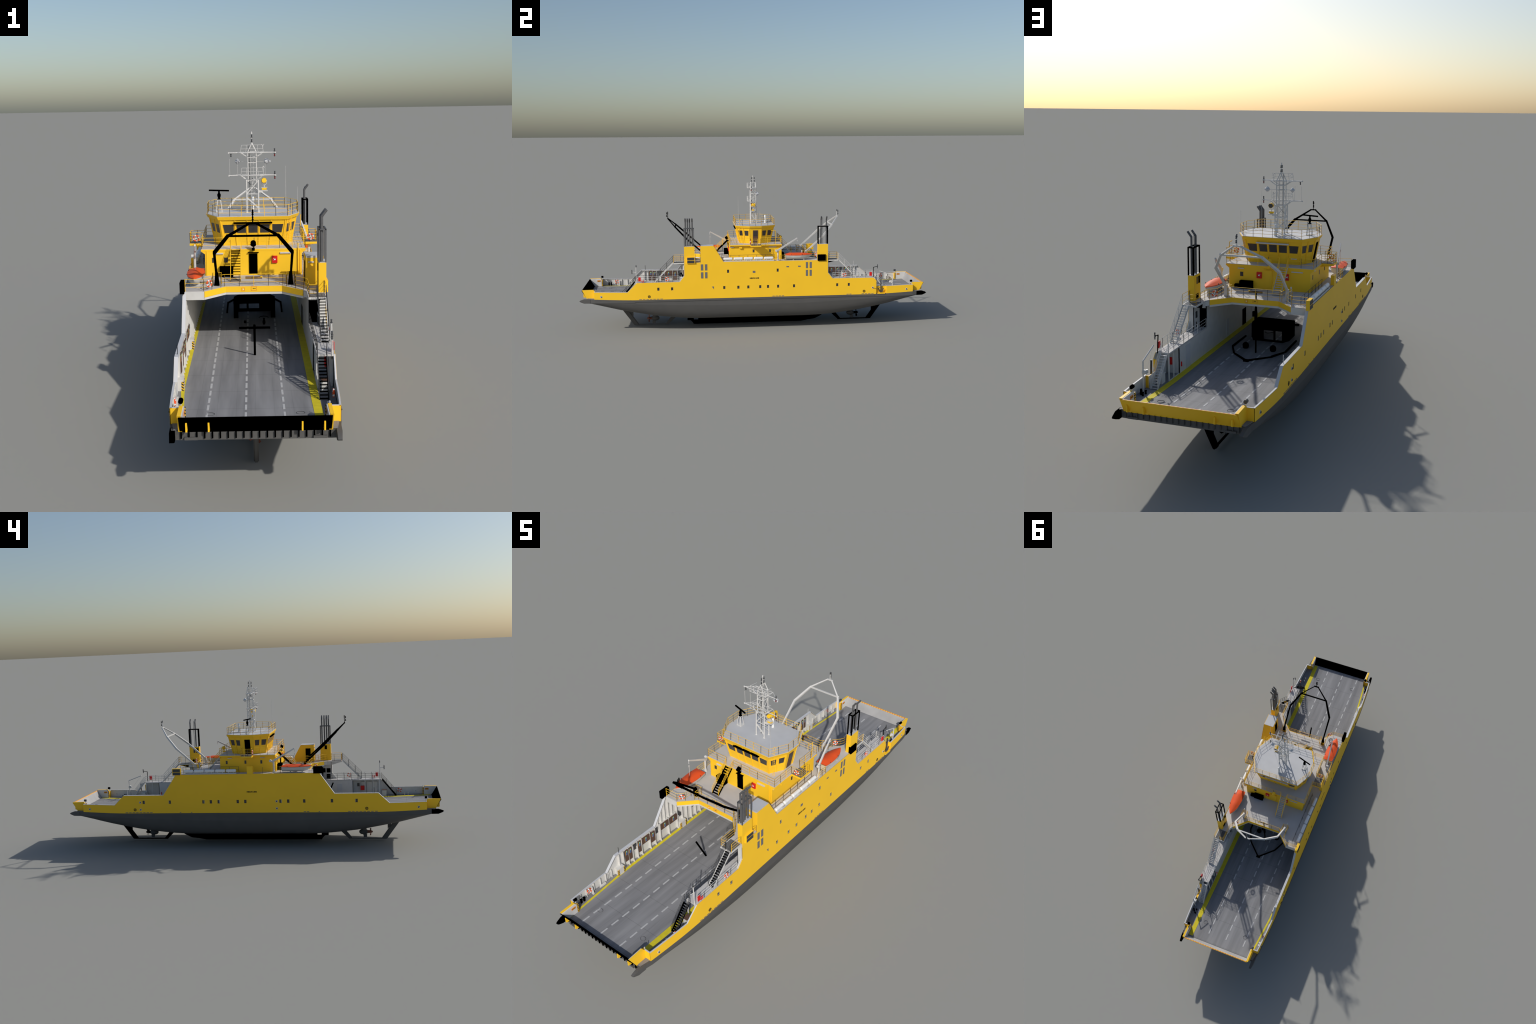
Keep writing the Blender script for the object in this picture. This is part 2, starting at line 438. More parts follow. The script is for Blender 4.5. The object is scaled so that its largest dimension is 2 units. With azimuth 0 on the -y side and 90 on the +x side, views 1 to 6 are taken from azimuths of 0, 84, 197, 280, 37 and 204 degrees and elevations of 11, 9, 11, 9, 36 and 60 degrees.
# ------------------------------------------------------------------ ramps and end structures
for s in (-1, 1):
    # yellow cheeks with white inner face, hazard-striped post and instruction sign
    for sx in (-1, 1):
        mb = MB()
        mb.xprism([(s * 0.9165, sheer(0.9165)), (s * 0.9165, 0.2500), (s * 0.9230, 0.2560), (s * 0.9855, 0.2550), (s * 0.9600, 0.2045)], sx * 0.1752, sx * 0.1845, 0)
        mb.xprism([(s * 0.9175, sheer(0.9165)), (s * 0.9175, 0.2490), (s * 0.9240, 0.2550), (s * 0.9845, 0.2540), (s * 0.9595, 0.2050)], sx * 0.1722, sx * 0.1752, 1)
        mb.box(sx * 0.1845, sx * 0.2088, s * 0.9140, s * 0.9165, sheer(0.9165) - 0.0004, 0.2465, 0)
        mb.box(sx * 0.1835, sx * 0.2080, s * 0.9115, s * 0.9160, 0.2467, 0.2480, 2)
        mb.build('ramp_cheek', ['yellow', 'white', 'capgrey'], root)
        mb = MB()
        mb.box(sx * 0.1700, sx * 0.1760, s * 0.9105, s * 0.9165, deck_z(0.913), 0.2480)
        mb.build('hazard_post', 'hazard', root)
        mb = MB()
        mb.box(sx * 0.1714, sx * 0.1722, s * 0.9235, s * 0.9430, 0.2350, 0.2450, 0)
        mb.box(sx * 0.1710, sx * 0.1714, s * 0.9245, s * 0.9420, 0.2362, 0.2438, 1)
        for k in range(5):
            mb.box(sx * 0.17065, sx * 0.1710, s * (0.9265 + 0.003 * k), s * (0.9284 + 0.003 * k), 0.2385, 0.2415, 2)
        mb.build('warning_sign', ['signred', 'amber', 'text'], root)
        # grey transom ledge under the cheek
        mb = MB()
        mb.hexa([(sx * 0.1760, s * 0.914, 0.1950), (sx * 0.2050, s * 0.914, 0.1950), (sx * 0.1990, s * 0.9580, 0.1950), (sx * 0.1760, s * 0.9580, 0.1950)],
                [(sx * 0.1760, s * 0.914, 0.2060), (sx * 0.2060, s * 0.914, 0.2060), (sx * 0.1995, s * 0.9600, 0.2060), (sx * 0.1760, s * 0.9600, 0.2060)])
        mb.box(sx * 0.138, sx * 0.170, s * 0.956, s * 0.9650, 0.1850, 0.1915)
        mb.build('transom_ledge', 'hull', root)
        # corner fender, tapering to a blunt tip
        mb = MB()
        prof = [(0.940, 0.2070), (0.974, 0.2070), (0.994, 0.2005), (1.000, 0.1965), (0.994, 0.1915), (0.974, 0.1835), (0.940, 0.1830)]
        lo = [V((sx * 0.1925, s * y, z)) for y, z in prof]; hi = [V((sx * (0.2065 - 0.004 * max(0, (y - 0.965) / 0.035)), s * y, z)) for y, z in prof]
        mb.loft([lo, hi])
        mb.build('corner_fender', 'black' if sx == s else 'hull', root, smooth=30)
        # searchlight on the cheek
        lm = 'black' if (s < 0) != (sx > 0) or s * sx > 0 else 'dark'
        mb = MB()
        mb.cyl((sx * 0.1810, s * 0.9130, 0.2470), (sx * 0.1810, s * 0.9130, 0.2580), 0.0016, m=1)
        if not (s < 0 and sx > 0): mb.cyl((sx * 0.1810, s * 0.9070, 0.2640), (sx * 0.1810, s * 0.9190, 0.2640), 0.0062, n=12)
        mb.build('searchlight', ['black' if s * sx > 0 else ('black' if s < 0 and sx < 0 else 'dark'), 'white'], root, smooth=40)
    # transom band with vertical hinge ribs
    mb = MB()
    mb.box(-0.196, 0.196, s * 0.950, s * 0.9585, 0.1830, 0.2035)
    mb.build('transom', 'hull', root)
    mb = MB()
    for k in range(20):
        x = -0.1778 + 0.01871 * k
        mb.box(x - 0.0016, x + 0.0016, s * 0.9580, s * 0.9632, 0.1880, 0.2036)
    mb.build('ramp_hinge', 'black' if s < 0 else 'dark', root)
    # folded-up ramp leaning outwards
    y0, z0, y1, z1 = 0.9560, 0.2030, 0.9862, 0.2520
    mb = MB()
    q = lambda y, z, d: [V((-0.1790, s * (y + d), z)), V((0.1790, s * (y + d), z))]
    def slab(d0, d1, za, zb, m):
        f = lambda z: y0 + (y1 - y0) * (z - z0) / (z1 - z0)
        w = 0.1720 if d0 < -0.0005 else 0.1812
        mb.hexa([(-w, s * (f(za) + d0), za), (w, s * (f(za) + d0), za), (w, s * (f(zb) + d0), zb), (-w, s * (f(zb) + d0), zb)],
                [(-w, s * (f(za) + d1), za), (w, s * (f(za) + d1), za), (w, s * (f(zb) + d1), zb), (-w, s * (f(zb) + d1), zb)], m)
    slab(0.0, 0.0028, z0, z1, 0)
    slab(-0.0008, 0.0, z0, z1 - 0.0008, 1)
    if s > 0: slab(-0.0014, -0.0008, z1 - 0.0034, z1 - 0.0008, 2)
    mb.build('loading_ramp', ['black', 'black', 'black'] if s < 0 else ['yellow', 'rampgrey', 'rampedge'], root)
    if s > 0:
        mb = MB(); mb.box(-0.1720, 0.1720, 0.9852, 0.9880, 0.2518, 0.2526); mb.build('ramp_edge', 'rampedge', root)
    # yellow lifting lugs
    mb = MB()
    for x in (-0.1635, -0.1106, 0.1106, 0.1635):
        mb.xprism([(s * 0.9760, 0.2355), (s * 0.9815, 0.2335), (s * 0.9815, 0.2125), (s * 0.9765, 0.2100), (s * 0.9640, 0.2105)], x - 0.0019, x + 0.0019)
    mb.build('lifting_lug', 'yellow', root)

# ------------------------------------------------------------------ underwater gear
for s in (-1, 1):
    mat = 'hull' if s < 0 else 'black'
    def fin(name, poly, w, mat, edge=0.3):
        """Streamlined plate: outline in (y,z), thickest in the middle of its width."""
        b = MB(); b.xprism([(s * y, z) for y, z in poly], -w, w); return b.build(name, mat, root)
    mb = MB()
    # raked front strut, raked aft strut, sole plate; rounded in section by stacking two widths
    for w, inset in ((0.0070, 0.004), (0.0040, 0.0)):
        mb.xprism([(s * (0.8050 - inset), 0.130), (s * (0.7145 - inset), 0.0030), (s * (0.6840 + inset), 0.0030), (s * (0.7670 + inset), 0.122)], -w, w)
        mb.xprism([(s * (0.4260 + inset), 0.086), (s * (0.5110 + inset), 0.0030), (s * (0.5320 - inset), 0.0030), (s * (0.4660 - inset), 0.086)], -w * 0.9, w * 0.9)
    mb.xprism([(s * 0.5110, 0.0015), (s * 0.7145, 0.0015), (s * 0.6990, 0.0066), (s * 0.5250, 0.0066)], -0.0035, 0.0035)
    mb.xprism([(s * 0.7185, 0.0560), (s * 0.7180, 0.110), (s * 0.7500, 0.110), (s * 0.7350, 0.0760)], -0.0022, 0.0022)
    mb.build('skeg', mat, root)
    mb = MB()
    mb.revolve((0, s * 0.566, 0.0410), (0, s, 0), [(0, 0.0040), (0.004, 0.0095), (0.012, 0.0140), (0.022, 0.0150), (0.036, 0.0140), (0.044, 0.0100), (0.045, 0.009)], n=18)
    mb.cyl((0, s * 0.591, 0.050), (0, s * 0.591, 0.105), 0.0150, n=16)
    mb.xprism([(s * 0.5870, 0.0270), (s * 0.5905, 0.0097), (s * 0.6075, 0.0097), (s * 0.6085, 0.0270)], -0.0020, 0.0020)
    mb.build('thruster_pod', 'hull' if s < 0 else 'dark', root, smooth=35)
    mb = MB()
    mb.revolve((0, s * 0.611, 0.0410), (0, s, 0), [(0, 0.0085), (0.012, 0.0075), (0.022, 0.0060), (0.028, 0.0030)], n=14)
    for k in range(4):
        a = math.radians(20 + 90 * k); d = V((math.cos(a), 0, math.sin(a))); e = V((-math.sin(a), 0, math.cos(a))); c = V((0, s * 0.6270, 0.041))
        p = [c + d * 0.005, c + d * 0.012 + e * 0.0060, c + d * 0.021 + e * 0.0075, c + d * 0.0245, c + d * 0.020 - e * 0.0055, c + d * 0.010 - e * 0.0040]
        tw = [V((0, s * 0.003 * (i in (1, 2)) - s * 0.003 * (i in (4, 5)), 0)) for i in range(6)]
        mb.loft([[q + t - V((0, 0.0008, 0)) for q, t in zip(p, tw)], [q + t + V((0, 0.0008, 0)) for q, t in zip(p, tw)]])
    mb.build('propeller', 'copper' if s < 0 else 'black', root, smooth=30)

# ------------------------------------------------------------------ small black workboat lodged amidships
boat = group('workboat', root)
mb = MB()
mb.xprism([(-0.336, 0.080), (-0.336, 0.0130), (0.330, 0.0130), (0.364, 0.0175), (0.402, 0.0360), (0.450, 0.075)], -0.030, 0.030)
mb.xprism([(-0.3630, 0.0004), (0.2850, 0.0), (0.364, 0.0155), (0.402, 0.0345), (0.385, 0.040), (0.300, 0.0215), (-0.3760, 0.0215)], -0.012, 0.012)
mb.xprism([(-0.400, 0.080), (-0.400, 0.0228), (-0.3795, 0.0210), (-0.3700, 0.0100), (-0.3620, 0.0100), (-0.3620, 0.080)], -0.006, 0.006)
mb.build('boat_keel', 'black', boat)
mb = MB()
bow = [(0.1035, 0.120), (0.1045, 0.266), (0.0720, 0.338), (0.0, 0.408)]
for sx in (-1, 1):
    for (x0, y0), (x1, y1) in zip(bow[:-1], bow[1:]):
        mb.beam((sx * x0, y0, 0.199), (sx * x1, y1, 0.201), 0.0058, 0.0110)
mb.box(-0.010, 0.010, 0.401, 0.413, 0.196, 0.207)
mb.beam((-0.0545, -0.093, 0.2035), (0.0545, -0.093, 0.2035), 0.0065, 0.0065)
mb.box(-0.004, 0.004, -0.100, -0.088, 0.199, 0.2110)
mb.build('boat_bulwark', 'black', boat)
mb = MB()
foot = [(-0.077, 0.047), (0.077, 0.047), (0.077, 0.122), (0.059, 0.157), (-0.059, 0.157), (-0.077, 0.122)]
mb.zprism(foot, 0.2545, 0.2630)
mb.box(-0.060, 0.060, 0.138, 0.156, 0.1990, 0.2025)                            # raised sill bench
front = [(0.0765, 0.122), (0.059, 0.157), (-0.059, 0.157), (-0.0765, 0.122)]
for (xa, ya), (xb, yb) in zip(front[:-1], front[1:]):
    mb.beam((xa, ya, 0.2030), (xb, yb, 0.2030), 0.0025, 0.0090); mb.beam((xa, ya, 0.2505), (xb, yb, 0.2505), 0.0025, 0.0110)
    mb.beam((xa, ya, 0.199), (xa, ya, 0.256), 0.0040, 0.0040)
mb.box(0.0180, 0.0590, 0.1545, 0.1570, 0.199, 0.2460); mb.box(-0.0300, -0.0220, 0.1545, 0.1570, 0.199, 0.2460)
for sx in (-1, 1):
    mb.hexa([(sx * 0.0745, 0.121, 0.199), (sx * 0.0765, 0.122, 0.199), (sx * 0.059, 0.157, 0.199), (sx * 0.0575, 0.155, 0.199)],
            [(sx * 0.0745, 0.121, 0.256), (sx * 0.0765, 0.122, 0.256), (sx * 0.059, 0.157, 0.256), (sx * 0.0575, 0.155, 0.256)])
for sx in (-1, 1):
    mb.box(sx * 0.0745, sx * 0.0765, 0.047, 0.064, 0.199, 0.2560); mb.box(sx * 0.0745, sx * 0.0765, 0.064, 0.122, 0.199, 0.2150); mb.box(sx * 0.0745, sx * 0.0765, 0.064, 0.122, 0.2450, 0.2560)
    mb.box(sx * 0.0745, sx * 0.0765, 0.100, 0.122, 0.2150, 0.2450)
    mb.box(sx * 0.060, sx * 0.0765, 0.0470, 0.0510, 0.199, 0.2560)
mb.build('boat_cabin', 'black', boat)
mb = MB()
mb.cyl((0, 0.302, 0.199), (0, 0.302, 0.4310), 0.0030, n=10)
mb.revolve((0, 0.302, 0.300), (0, 0, 1), [(0, 0.0040), (0.01, 0.0060), (0.050, 0.0060), (0.075, 0.0042), (0.090, 0.0025)], n=12)
mb.box(0.006, 0.0125, 0.297, 0.307, 0.338, 0.3570)
mb.cyl((0, -0.3805, 0.1985), (0, -0.433, 0.312), 0.0038, n=10)
mb.build('boat_mast', 'black', boat, smooth=40)
mb = MB()
for x, y in ((0.0536, 0.262), (-0.056, 0.268)):
    mb.revolve((x, y, 0.199), (0, 0, 1), [(0, 0.0075), (0.005, 0.0115), (0.013, 0.0125), (0.020, 0.0100), (0.024, 0.0045)], n=14)
mb.box(-0.0385, -0.0295, -0.022, -0.012, 0.199, 0.2075)
mb.revolve((0.0336, -0.040, 0.199), (0, 0, 1), [(0, 0.0030), (0.008, 0.0055), (0.014, 0.0050), (0.018, 0.0030), (0.024, 0.0035)], n=12)
mb.tube([(0.016, 0.040, 0.203), (0.024, 0.055, 0.203), (0.034, 0.060, 0.203), (0.044, 0.055, 0.203), (0.051, 0.040, 0.203)], 0.0012)
mb.build('boat_bollard', 'black', boat, smooth=40)

# ------------------------------------------------------------------ starboard casing (inner walls, platforms, trunks)
WALL = 0.1700
mb = MB()
# long inner wall of the casing, full height amidships, low towards the ends
mb.xprism([(-0.5305, 0.1990), (0.601, 0.1990), (0.601, 0.2930), (0.362, 0.2930), (0.362, 0.3830), (-0.362, 0.3830), (-0.362, 0.2930), (-0.5305, 0.2930)], WALL, WALL + 0.003)
for s in (-1, 1):
    ye = 0.601 if s > 0 else 0.5305
    mb.box(WALL, 0.2150, s * (ye - 0.003), s * ye, 0.1990, 0.2930)           # end bulkhead of the low casing
    mb.box(WALL, 0.1990, s * 0.3590, s * 0.3620, 0.2930, 0.3830)          # end bulkhead of the high casing
    mb.box(0.1975, 0.2000, s * 0.350, s * 0.4135, 0.2930, 0.3840)         # trunk below the stack, inner side
    mb.box(0.1975, 0.2178, s * 0.4110, s * 0.4135, 0.2930, 0.3950)        # trunk below the stack, end
    mb.xprism([(s * 0.4135, 0.331), (s * 0.4390, 0.2985), (s * 0.4135, 0.2985)], 0.2130, 0.2175)
mb.build('casing_wall', 'white', root)
for s in (-1, 1):
    # promenade platform over the low casing, reaching out over the stair recess
    mb = MB()
    mb.box(WALL - 0.0008, 0.2175, s * 0.360, s * 0.680, 0.2925, 0.2975)
    mb.build('promenade_platform', 'updeck', root)
    mb = MB()
    mb.box(WALL + 0.0005, WALL + 0.0040, s * 0.675, s * 0.679, 0.1995, 0.2925)
    mb.box(WALL + 0.0005, WALL + 0.0040, s * 0.6395, s * 0.6425, 0.1995, 0.2925)
    mb.box(WALL + 0.0005, WALL + 0.0040, s * 0.5960, s * 0.5985, 0.1995, 0.2925)
    mb.box(WALL + 0.0005, WALL + 0.0025, s * 0.6005, s * 0.6750, 0.2000, 0.2030)
    if s < 0:
        for ya, yb in ((-0.6640, -0.6420), (-0.6360, -0.6060), (-0.5960, -0.5750)): mb.box(0.2105, 0.2150, ya, yb, 0.2000, 0.2780)
    mb.build('platform_post', 'white', root)
# doors and openings in the casing wall
mb = MB()
for y0, y1, z0, z1, m in ((-0.0640, -0.0205, 0.199, 0.2690, 0), (0.1345, 0.1615, 0.203, 0.2740, 1), (0.5120, 0.5505, 0.200, 0.2820, 1),
                          (-0.1615, -0.1345, 0.203, 0.2740, 1), (-0.4700, -0.4400, 0.203, 0.2740, 1)):
    mb.box(WALL - 0.0010, WALL + 0.001, y0, y1, z0, z1, m)
mb.box(0.1730, 0.1965, 0.3615, 0.3632, 0.2980, 0.3690, 0)
mb.box(0.1730, 0.1965, -0.3632, -0.3615, 0.2980, 0.3690, 0)
for y0, y1, z0, z1 in ((-0.4050, -0.3825, 0.3350, 0.3600), (-0.4045, -0.3820, 0.3005, 0.3268), (-0.3770, -0.3575, 0.3355, 0.3600)):
    mb.box(0.1962, 0.1985, y0, y1, z0, z1, 0)
mb.box(0.1962, 0.1985, 0.3840, 0.3990, 0.3390, 0.3630, 2)
mb.box(0.1962, 0.1985, 0.3890, 0.3960, 0.3050, 0.3240, 2)
mb.build('casing_door', ['black', 'capgrey', 'dark'], root)

# port inner wall: ribs, brown notice boards, hazard cabinets
mb = MB()
XI = -0.2185
rib_y = [-0.66, -0.637, -0.611, -0.586, -0.560, -0.536, -0.488, -0.4575, -0.4265, -0.375, -0.322, -0.290, -0.262, -0.234, -0.206, -0.178, -0.15, -0.12, -0.09, -0.06, -0.03]
for y in rib_y + [-v for v in rib_y] + [0.0]:
    zt = 0.2930 if abs(y) > 0.455 else (0.378 if abs(y) < 0.375 else 0.2930)
    mb.box(XI, XI + 0.0105, y - 0.0010, y + 0.0010, 0.2130, zt)
    mb.hexa([(XI, y - 0.0012, 0.1998), (XI + 0.0138, y - 0.0012, 0.1998), (XI + 0.0138, y + 0.0012, 0.1998), (XI, y + 0.0012, 0.1998)],
            [(XI, y - 0.0012, 0.2130), (XI + 0.0105, y - 0.0012, 0.2130), (XI + 0.0105, y + 0.0012, 0.2130), (XI, y + 0.0012, 0.2130)])
for s in (-1, 1):
    for k in range(5):
        y = s * (0.348 + 0.022 * k)
        zt = min(0.398, 0.2950 + (0.4545 - abs(y)) * 1.45)
        mb.box(XI, XI + 0.0090, y - 0.0008, y + 0.0008, 0.293, zt)
    for y in (0.705, 0.735, 0.765, 0.80, 0.84, 0.87):
        mb.box(-shell_x(y) + 0.0018, -shell_x(y) + 0.0080, s * y - 0.0012, s * y + 0.0012, 0.201, 0.241)
    mb.box(XI, XI + 0.0100, s * 0.330, s * 0.676, 0.2895, 0.2930)
mb.build('wall_frame', 'white', root)
mb = MB()
for s in (-1, 1):
    for y0, y1, z0, z1 in ((-0.6295, -0.6120, 0.230, 0.2905), (-0.6075, -0.5935, 0.2265, 0.2880), (-0.5560, -0.5415, 0.2275, 0.2870),
                           (-0.5345, -0.4905, 0.2540, 0.2880), (-0.4845, -0.4600, 0.2300, 0.2840), (-0.4240, -0.3770, 0.2570, 0.2900), (-0.3715, -0.3260, 0.2540, 0.2890)):
        a, b = (y0, y1) if s < 0 else (-y1, -y0)
        x = XI + 0.0112
        c = 0.004 if y1 - y0 < 0.03 else 0.006
        mb.xprism([(a, z0), (b, z0), (b, z1 - c), (b - c, z1), (a + c, z1), (a, z1 - c)], XI + 0.0098, x, 0)
        ym = (a + b) / 2
        mb.box(x, x + 0.0006, ym - 0.0030, ym + 0.0030, z1 - 0.0135, z1 - 0.0075, 1)
        for k in range(2):
            mb.box(x, x + 0.0006, ym - 0.0050, ym + 0.0042, z1 - 0.0195 - 0.007 * k, z1 - 0.0160 - 0.007 * k, 2)
        mb.box(x, x + 0.0006, ym - 0.0062, ym - 0.0049, z1 - 0.0270, z1 - 0.0085, 3)
    for y, z in ((-0.5715, 0.2800), (-0.4480, 0.2800), (-0.3130, 0.2760)):
        yy = y if s < 0 else -y
        mb.box(XI, XI + 0.0108, yy - 0.0055, yy + 0.0055, z - 0.0075, z + 0.0075, 4)
mb.build('notice_board', ['brown', 'green', 'blue', 'amber', 'dark'], root)
for s in (-1, 1):
    mb = MB()
    for yc, hz in ((0.6665, 0.2330), (0.3000, 0.2330)):
        mb.box(-0.2180, -0.1960, s * yc - 0.0165, s * yc + 0.0165, 0.1999, hz, 0)
    mb.build('deck_cabinet', 'white', root)
    mb = MB()
    for yc in (0.6665, 0.3000):
        for d in (-0.0140, 0.0140):
            mb.box(-0.1961, -0.1953, s * yc + d - 0.0024, s * yc + d + 0.0024, 0.2002, 0.2310)
        mb.box(-0.2020, -0.1962, s * (yc + 0.0165) - 0.0004, s * (yc + 0.0165) + 0.0004, 0.2002, 0.2270)
    mb.build('hazard_marking', 'hazard', root)

# ------------------------------------------------------------------ upper deck
for_deck = []
edge = [(-0.2170, 0.3730), (-0.1540, 0.3730), (-0.0900, 0.3090), (0.0900, 0.3090), (0.1530, 0.3730), (0.1620, 0.3900), (0.1620, 0.4120), (0.2170, 0.4120)]
outline = [(x, -y) for x, y in edge] + [(x, y) for x, y in edge[::-1]]
mb = MB()
mb.zprism(outline, 0.4000, 0.4050, 0)
mb.zprism([(x * 0.999, y * 0.996) for x, y in outline], 0.3840, 0.4000, 1)
mb.build('upper_deck', ['updeck', 'white'], root)
for s in (-1, 1):
    mb = MB()   # yellow portal fascia and grey girder edge below it
    pts = [(-0.1540, 0.3730), (-0.0900, 0.3090), (0.0900, 0.3090), (0.1530, 0.3730)]
    full = [(-0.2140, 0.3730)] + pts
    for (x0, y0), (x1, y1) in zip(pts[:-1], pts[1:]):
        n = V((y0 - y1, x1 - x0, 0)).normalized()
        if n.y < 0: n = -n
        a, b = V((x0, y0, 0)), V((x1, y1, 0))
        q = [a, b, b + n * 0.0022, a + n * 0.0022]
        lo = [V((p.x, s * p.y, 0.3860)) for p in q]; hi = [V((p.x, s * p.y, 0.4046)) for p in q]
        mb.hexa(lo, hi, 0)
    for (x0, y0), (x1, y1) in zip(full[:-1], full[1:]):
        a, b = V((x0, y0, 0)), V((x1, y1, 0)); n = V((y0 - y1, x1 - x0, 0)).normalized()
        if n.y < 0: n = -n
        q = [a - n * 0.006, b - n * 0.006, b + n * 0.0012, a + n * 0.0012]
        mb.hexa([V((p.x, s * p.y, 0.3785)) for p in q], [V((p.x, s * p.y, 0.3860)) for p in q], 1)
    mb.box(-0.2140, -0.1540, s * 0.3730, s * 0.3745, 0.3785, 0.4030, 1)
    mb.build('portal_beam', ['yellow', 'white'], root)
    # clearance signs on the fascia
    mb = MB()
    yf = s * 0.3112
    sgn = -s
    def sign(xc, zc, w, h, m):
        for a, b, c, d in ((-w, w, h - 0.0007, h), (-w, w, -h, -h + 0.0007), (-w, -w + 0.0007, -h, h), (w - 0.0007, w, -h, h)):
            mb.box(xc + a, xc + b, yf, yf + s * 0.0008, zc + c, zc + d, m)
    xc = 0.0
    sign(xc, 0.3975, 0.0090, 0.0062, 0)
    sign(-0.034 if s < 0 else 0.034, 0.3950, 0.0052, 0.0052, 0)
    for k, dx in enumerate((-0.0030, -0.0008, 0.0022, 0.0036)):
        mb.box(dx + xc, dx + 0.0011 + xc, yf, yf + s * 0.0008, 0.3960, 0.3990, 1)
    mb.box((-0.034 if s < 0 else 0.034) - 0.001, (-0.034 if s < 0 else 0.034) + 0.0015, yf, yf + s * 0.0008, 0.3935, 0.3968, 2)
    mb.build('clearance_sign', ['signred', 'text', 'raft'], root)
    # stair landing beyond the deck edge: light frame with slatted floor
    mb = MB()
    mb.box(0.1620, 0.2170, s * 0.4690, s * 0.4720, 0.3995, 0.4055, 0)
    mb.box(0.1620, 0.1650, s * 0.4120, s * 0.4700, 0.3995, 0.4055, 0)
    mb.box(0.2140, 0.2170, s * 0.4120, s * 0.4700, 0.3995, 0.4055, 0)
    for k in range(18):
        y = s * (0.4140 + 0.0031 * k); mb.box(0.1650, 0.2140, y - 0.0008, y + 0.0008, 0.4015, 0.4045, 1)
    mb.hexa([(0.1640, s * 0.414, 0.3850), (0.1900, s * 0.414, 0.3850), (0.1900, s * 0.420, 0.3850), (0.1640, s * 0.420, 0.3850)],
            [(0.1630, s * 0.414, 0.3995), (0.1960, s * 0.414, 0.3995), (0.1960, s * 0.4690, 0.3995), (0.1630, s * 0.4690, 0.3995)], 2 if s > 0 else 0)
    mb.build('stair_landing', ['white', 'grate', 'black'], root)

# ------------------------------------------------------------------ stairs
def stairs(name, x0, x1, p, q, steps, m_str, m_tread, tread=0.006, str_h=0.0060, kick=None):
    """Straight flight between p=(y,z) bottom and q=(y,z) top."""
    b = MB()
    for x in (x0, x1):
        b.beam((x, p[0], p[1]), (x, q[0], q[1]), 0.0018, str_h, m=0)
    for k in range(steps):
        t = (k + 0.5) / steps
        y = p[0] + (q[0] - p[0]) * t; z = p[1] + (q[1] - p[1]) * t
        b.box(x0, x1, y - tread / 2, y + tread / 2, z - 0.0007, z + 0.0007, 1)
    return b.build(name, [m_str, m_tread], root)
def stair_rail(name, x, p, q, mat, h=0.032, posts=4, r=0.0007, lines=3):
    b = MB()
    for i in range(1, lines + 1):
        dz = h * i / lines
        b.cyl((x, p[0], p[1] + dz), (x, q[0], q[1] + dz), r, n=5)
    for k in range(posts):
        t = k / (posts - 1); y = p[0] + (q[0] - p[0]) * t; z = p[1] + (q[1] - p[1]) * t
        b.cyl((x, y, z), (x, y, z + h), r * 1.15, n=5)
    return b.build(name, mat, root)
for s in (-1, 1):
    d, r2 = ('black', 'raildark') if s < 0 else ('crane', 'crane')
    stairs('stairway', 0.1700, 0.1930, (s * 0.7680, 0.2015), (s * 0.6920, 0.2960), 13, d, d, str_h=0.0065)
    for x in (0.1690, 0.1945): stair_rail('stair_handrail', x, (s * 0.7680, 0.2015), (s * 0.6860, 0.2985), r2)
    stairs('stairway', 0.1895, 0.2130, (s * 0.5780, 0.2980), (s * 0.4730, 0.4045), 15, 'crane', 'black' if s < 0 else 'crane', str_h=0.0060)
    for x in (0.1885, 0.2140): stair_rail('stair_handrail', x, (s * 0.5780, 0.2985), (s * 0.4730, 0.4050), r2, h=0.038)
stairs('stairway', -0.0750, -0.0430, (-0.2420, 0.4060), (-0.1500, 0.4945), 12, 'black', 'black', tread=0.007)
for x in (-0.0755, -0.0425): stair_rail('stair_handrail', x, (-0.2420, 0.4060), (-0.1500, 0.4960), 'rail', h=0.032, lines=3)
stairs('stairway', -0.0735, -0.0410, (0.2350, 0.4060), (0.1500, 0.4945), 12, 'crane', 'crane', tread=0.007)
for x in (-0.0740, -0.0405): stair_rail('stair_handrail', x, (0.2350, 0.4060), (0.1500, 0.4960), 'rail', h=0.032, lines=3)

# ------------------------------------------------------------------ railings
def railing(path, z, h, mats, name='railing', spacing=0.042, r=0.00075, lines=3, stays=True, alt=True):
    """Horizontal pipes on posts along a plan path; every second post is dark."""
    b = MB()
    for (x0, y0), (x1, y1) in zip(path[:-1], path[1:]):
        L = math.hypot(x1 - x0, y1 - y0)
        if L < 1e-5: continue
        for i in range(1, lines + 1):
            zz = z + h * i / lines
            b.cyl((x0, y0, zz), (x1, y1, zz), r if i == lines else r * 0.85, n=5, m=0)
        n = max(1, round(L / spacing))
        for k in range(n + 1):
            t = k / n; x, y = x0 + (x1 - x0) * t, y0 + (y1 - y0) * t
            b.cyl((x, y, z), (x, y, z + h), r * 1.25, n=5, m=1 if (k % 2 and alt) else 0)
    return b.build(name, mats, root)
RY, RG = ('rail', 'raildark'), ('white', 'raildark')
ZU = 0.4050
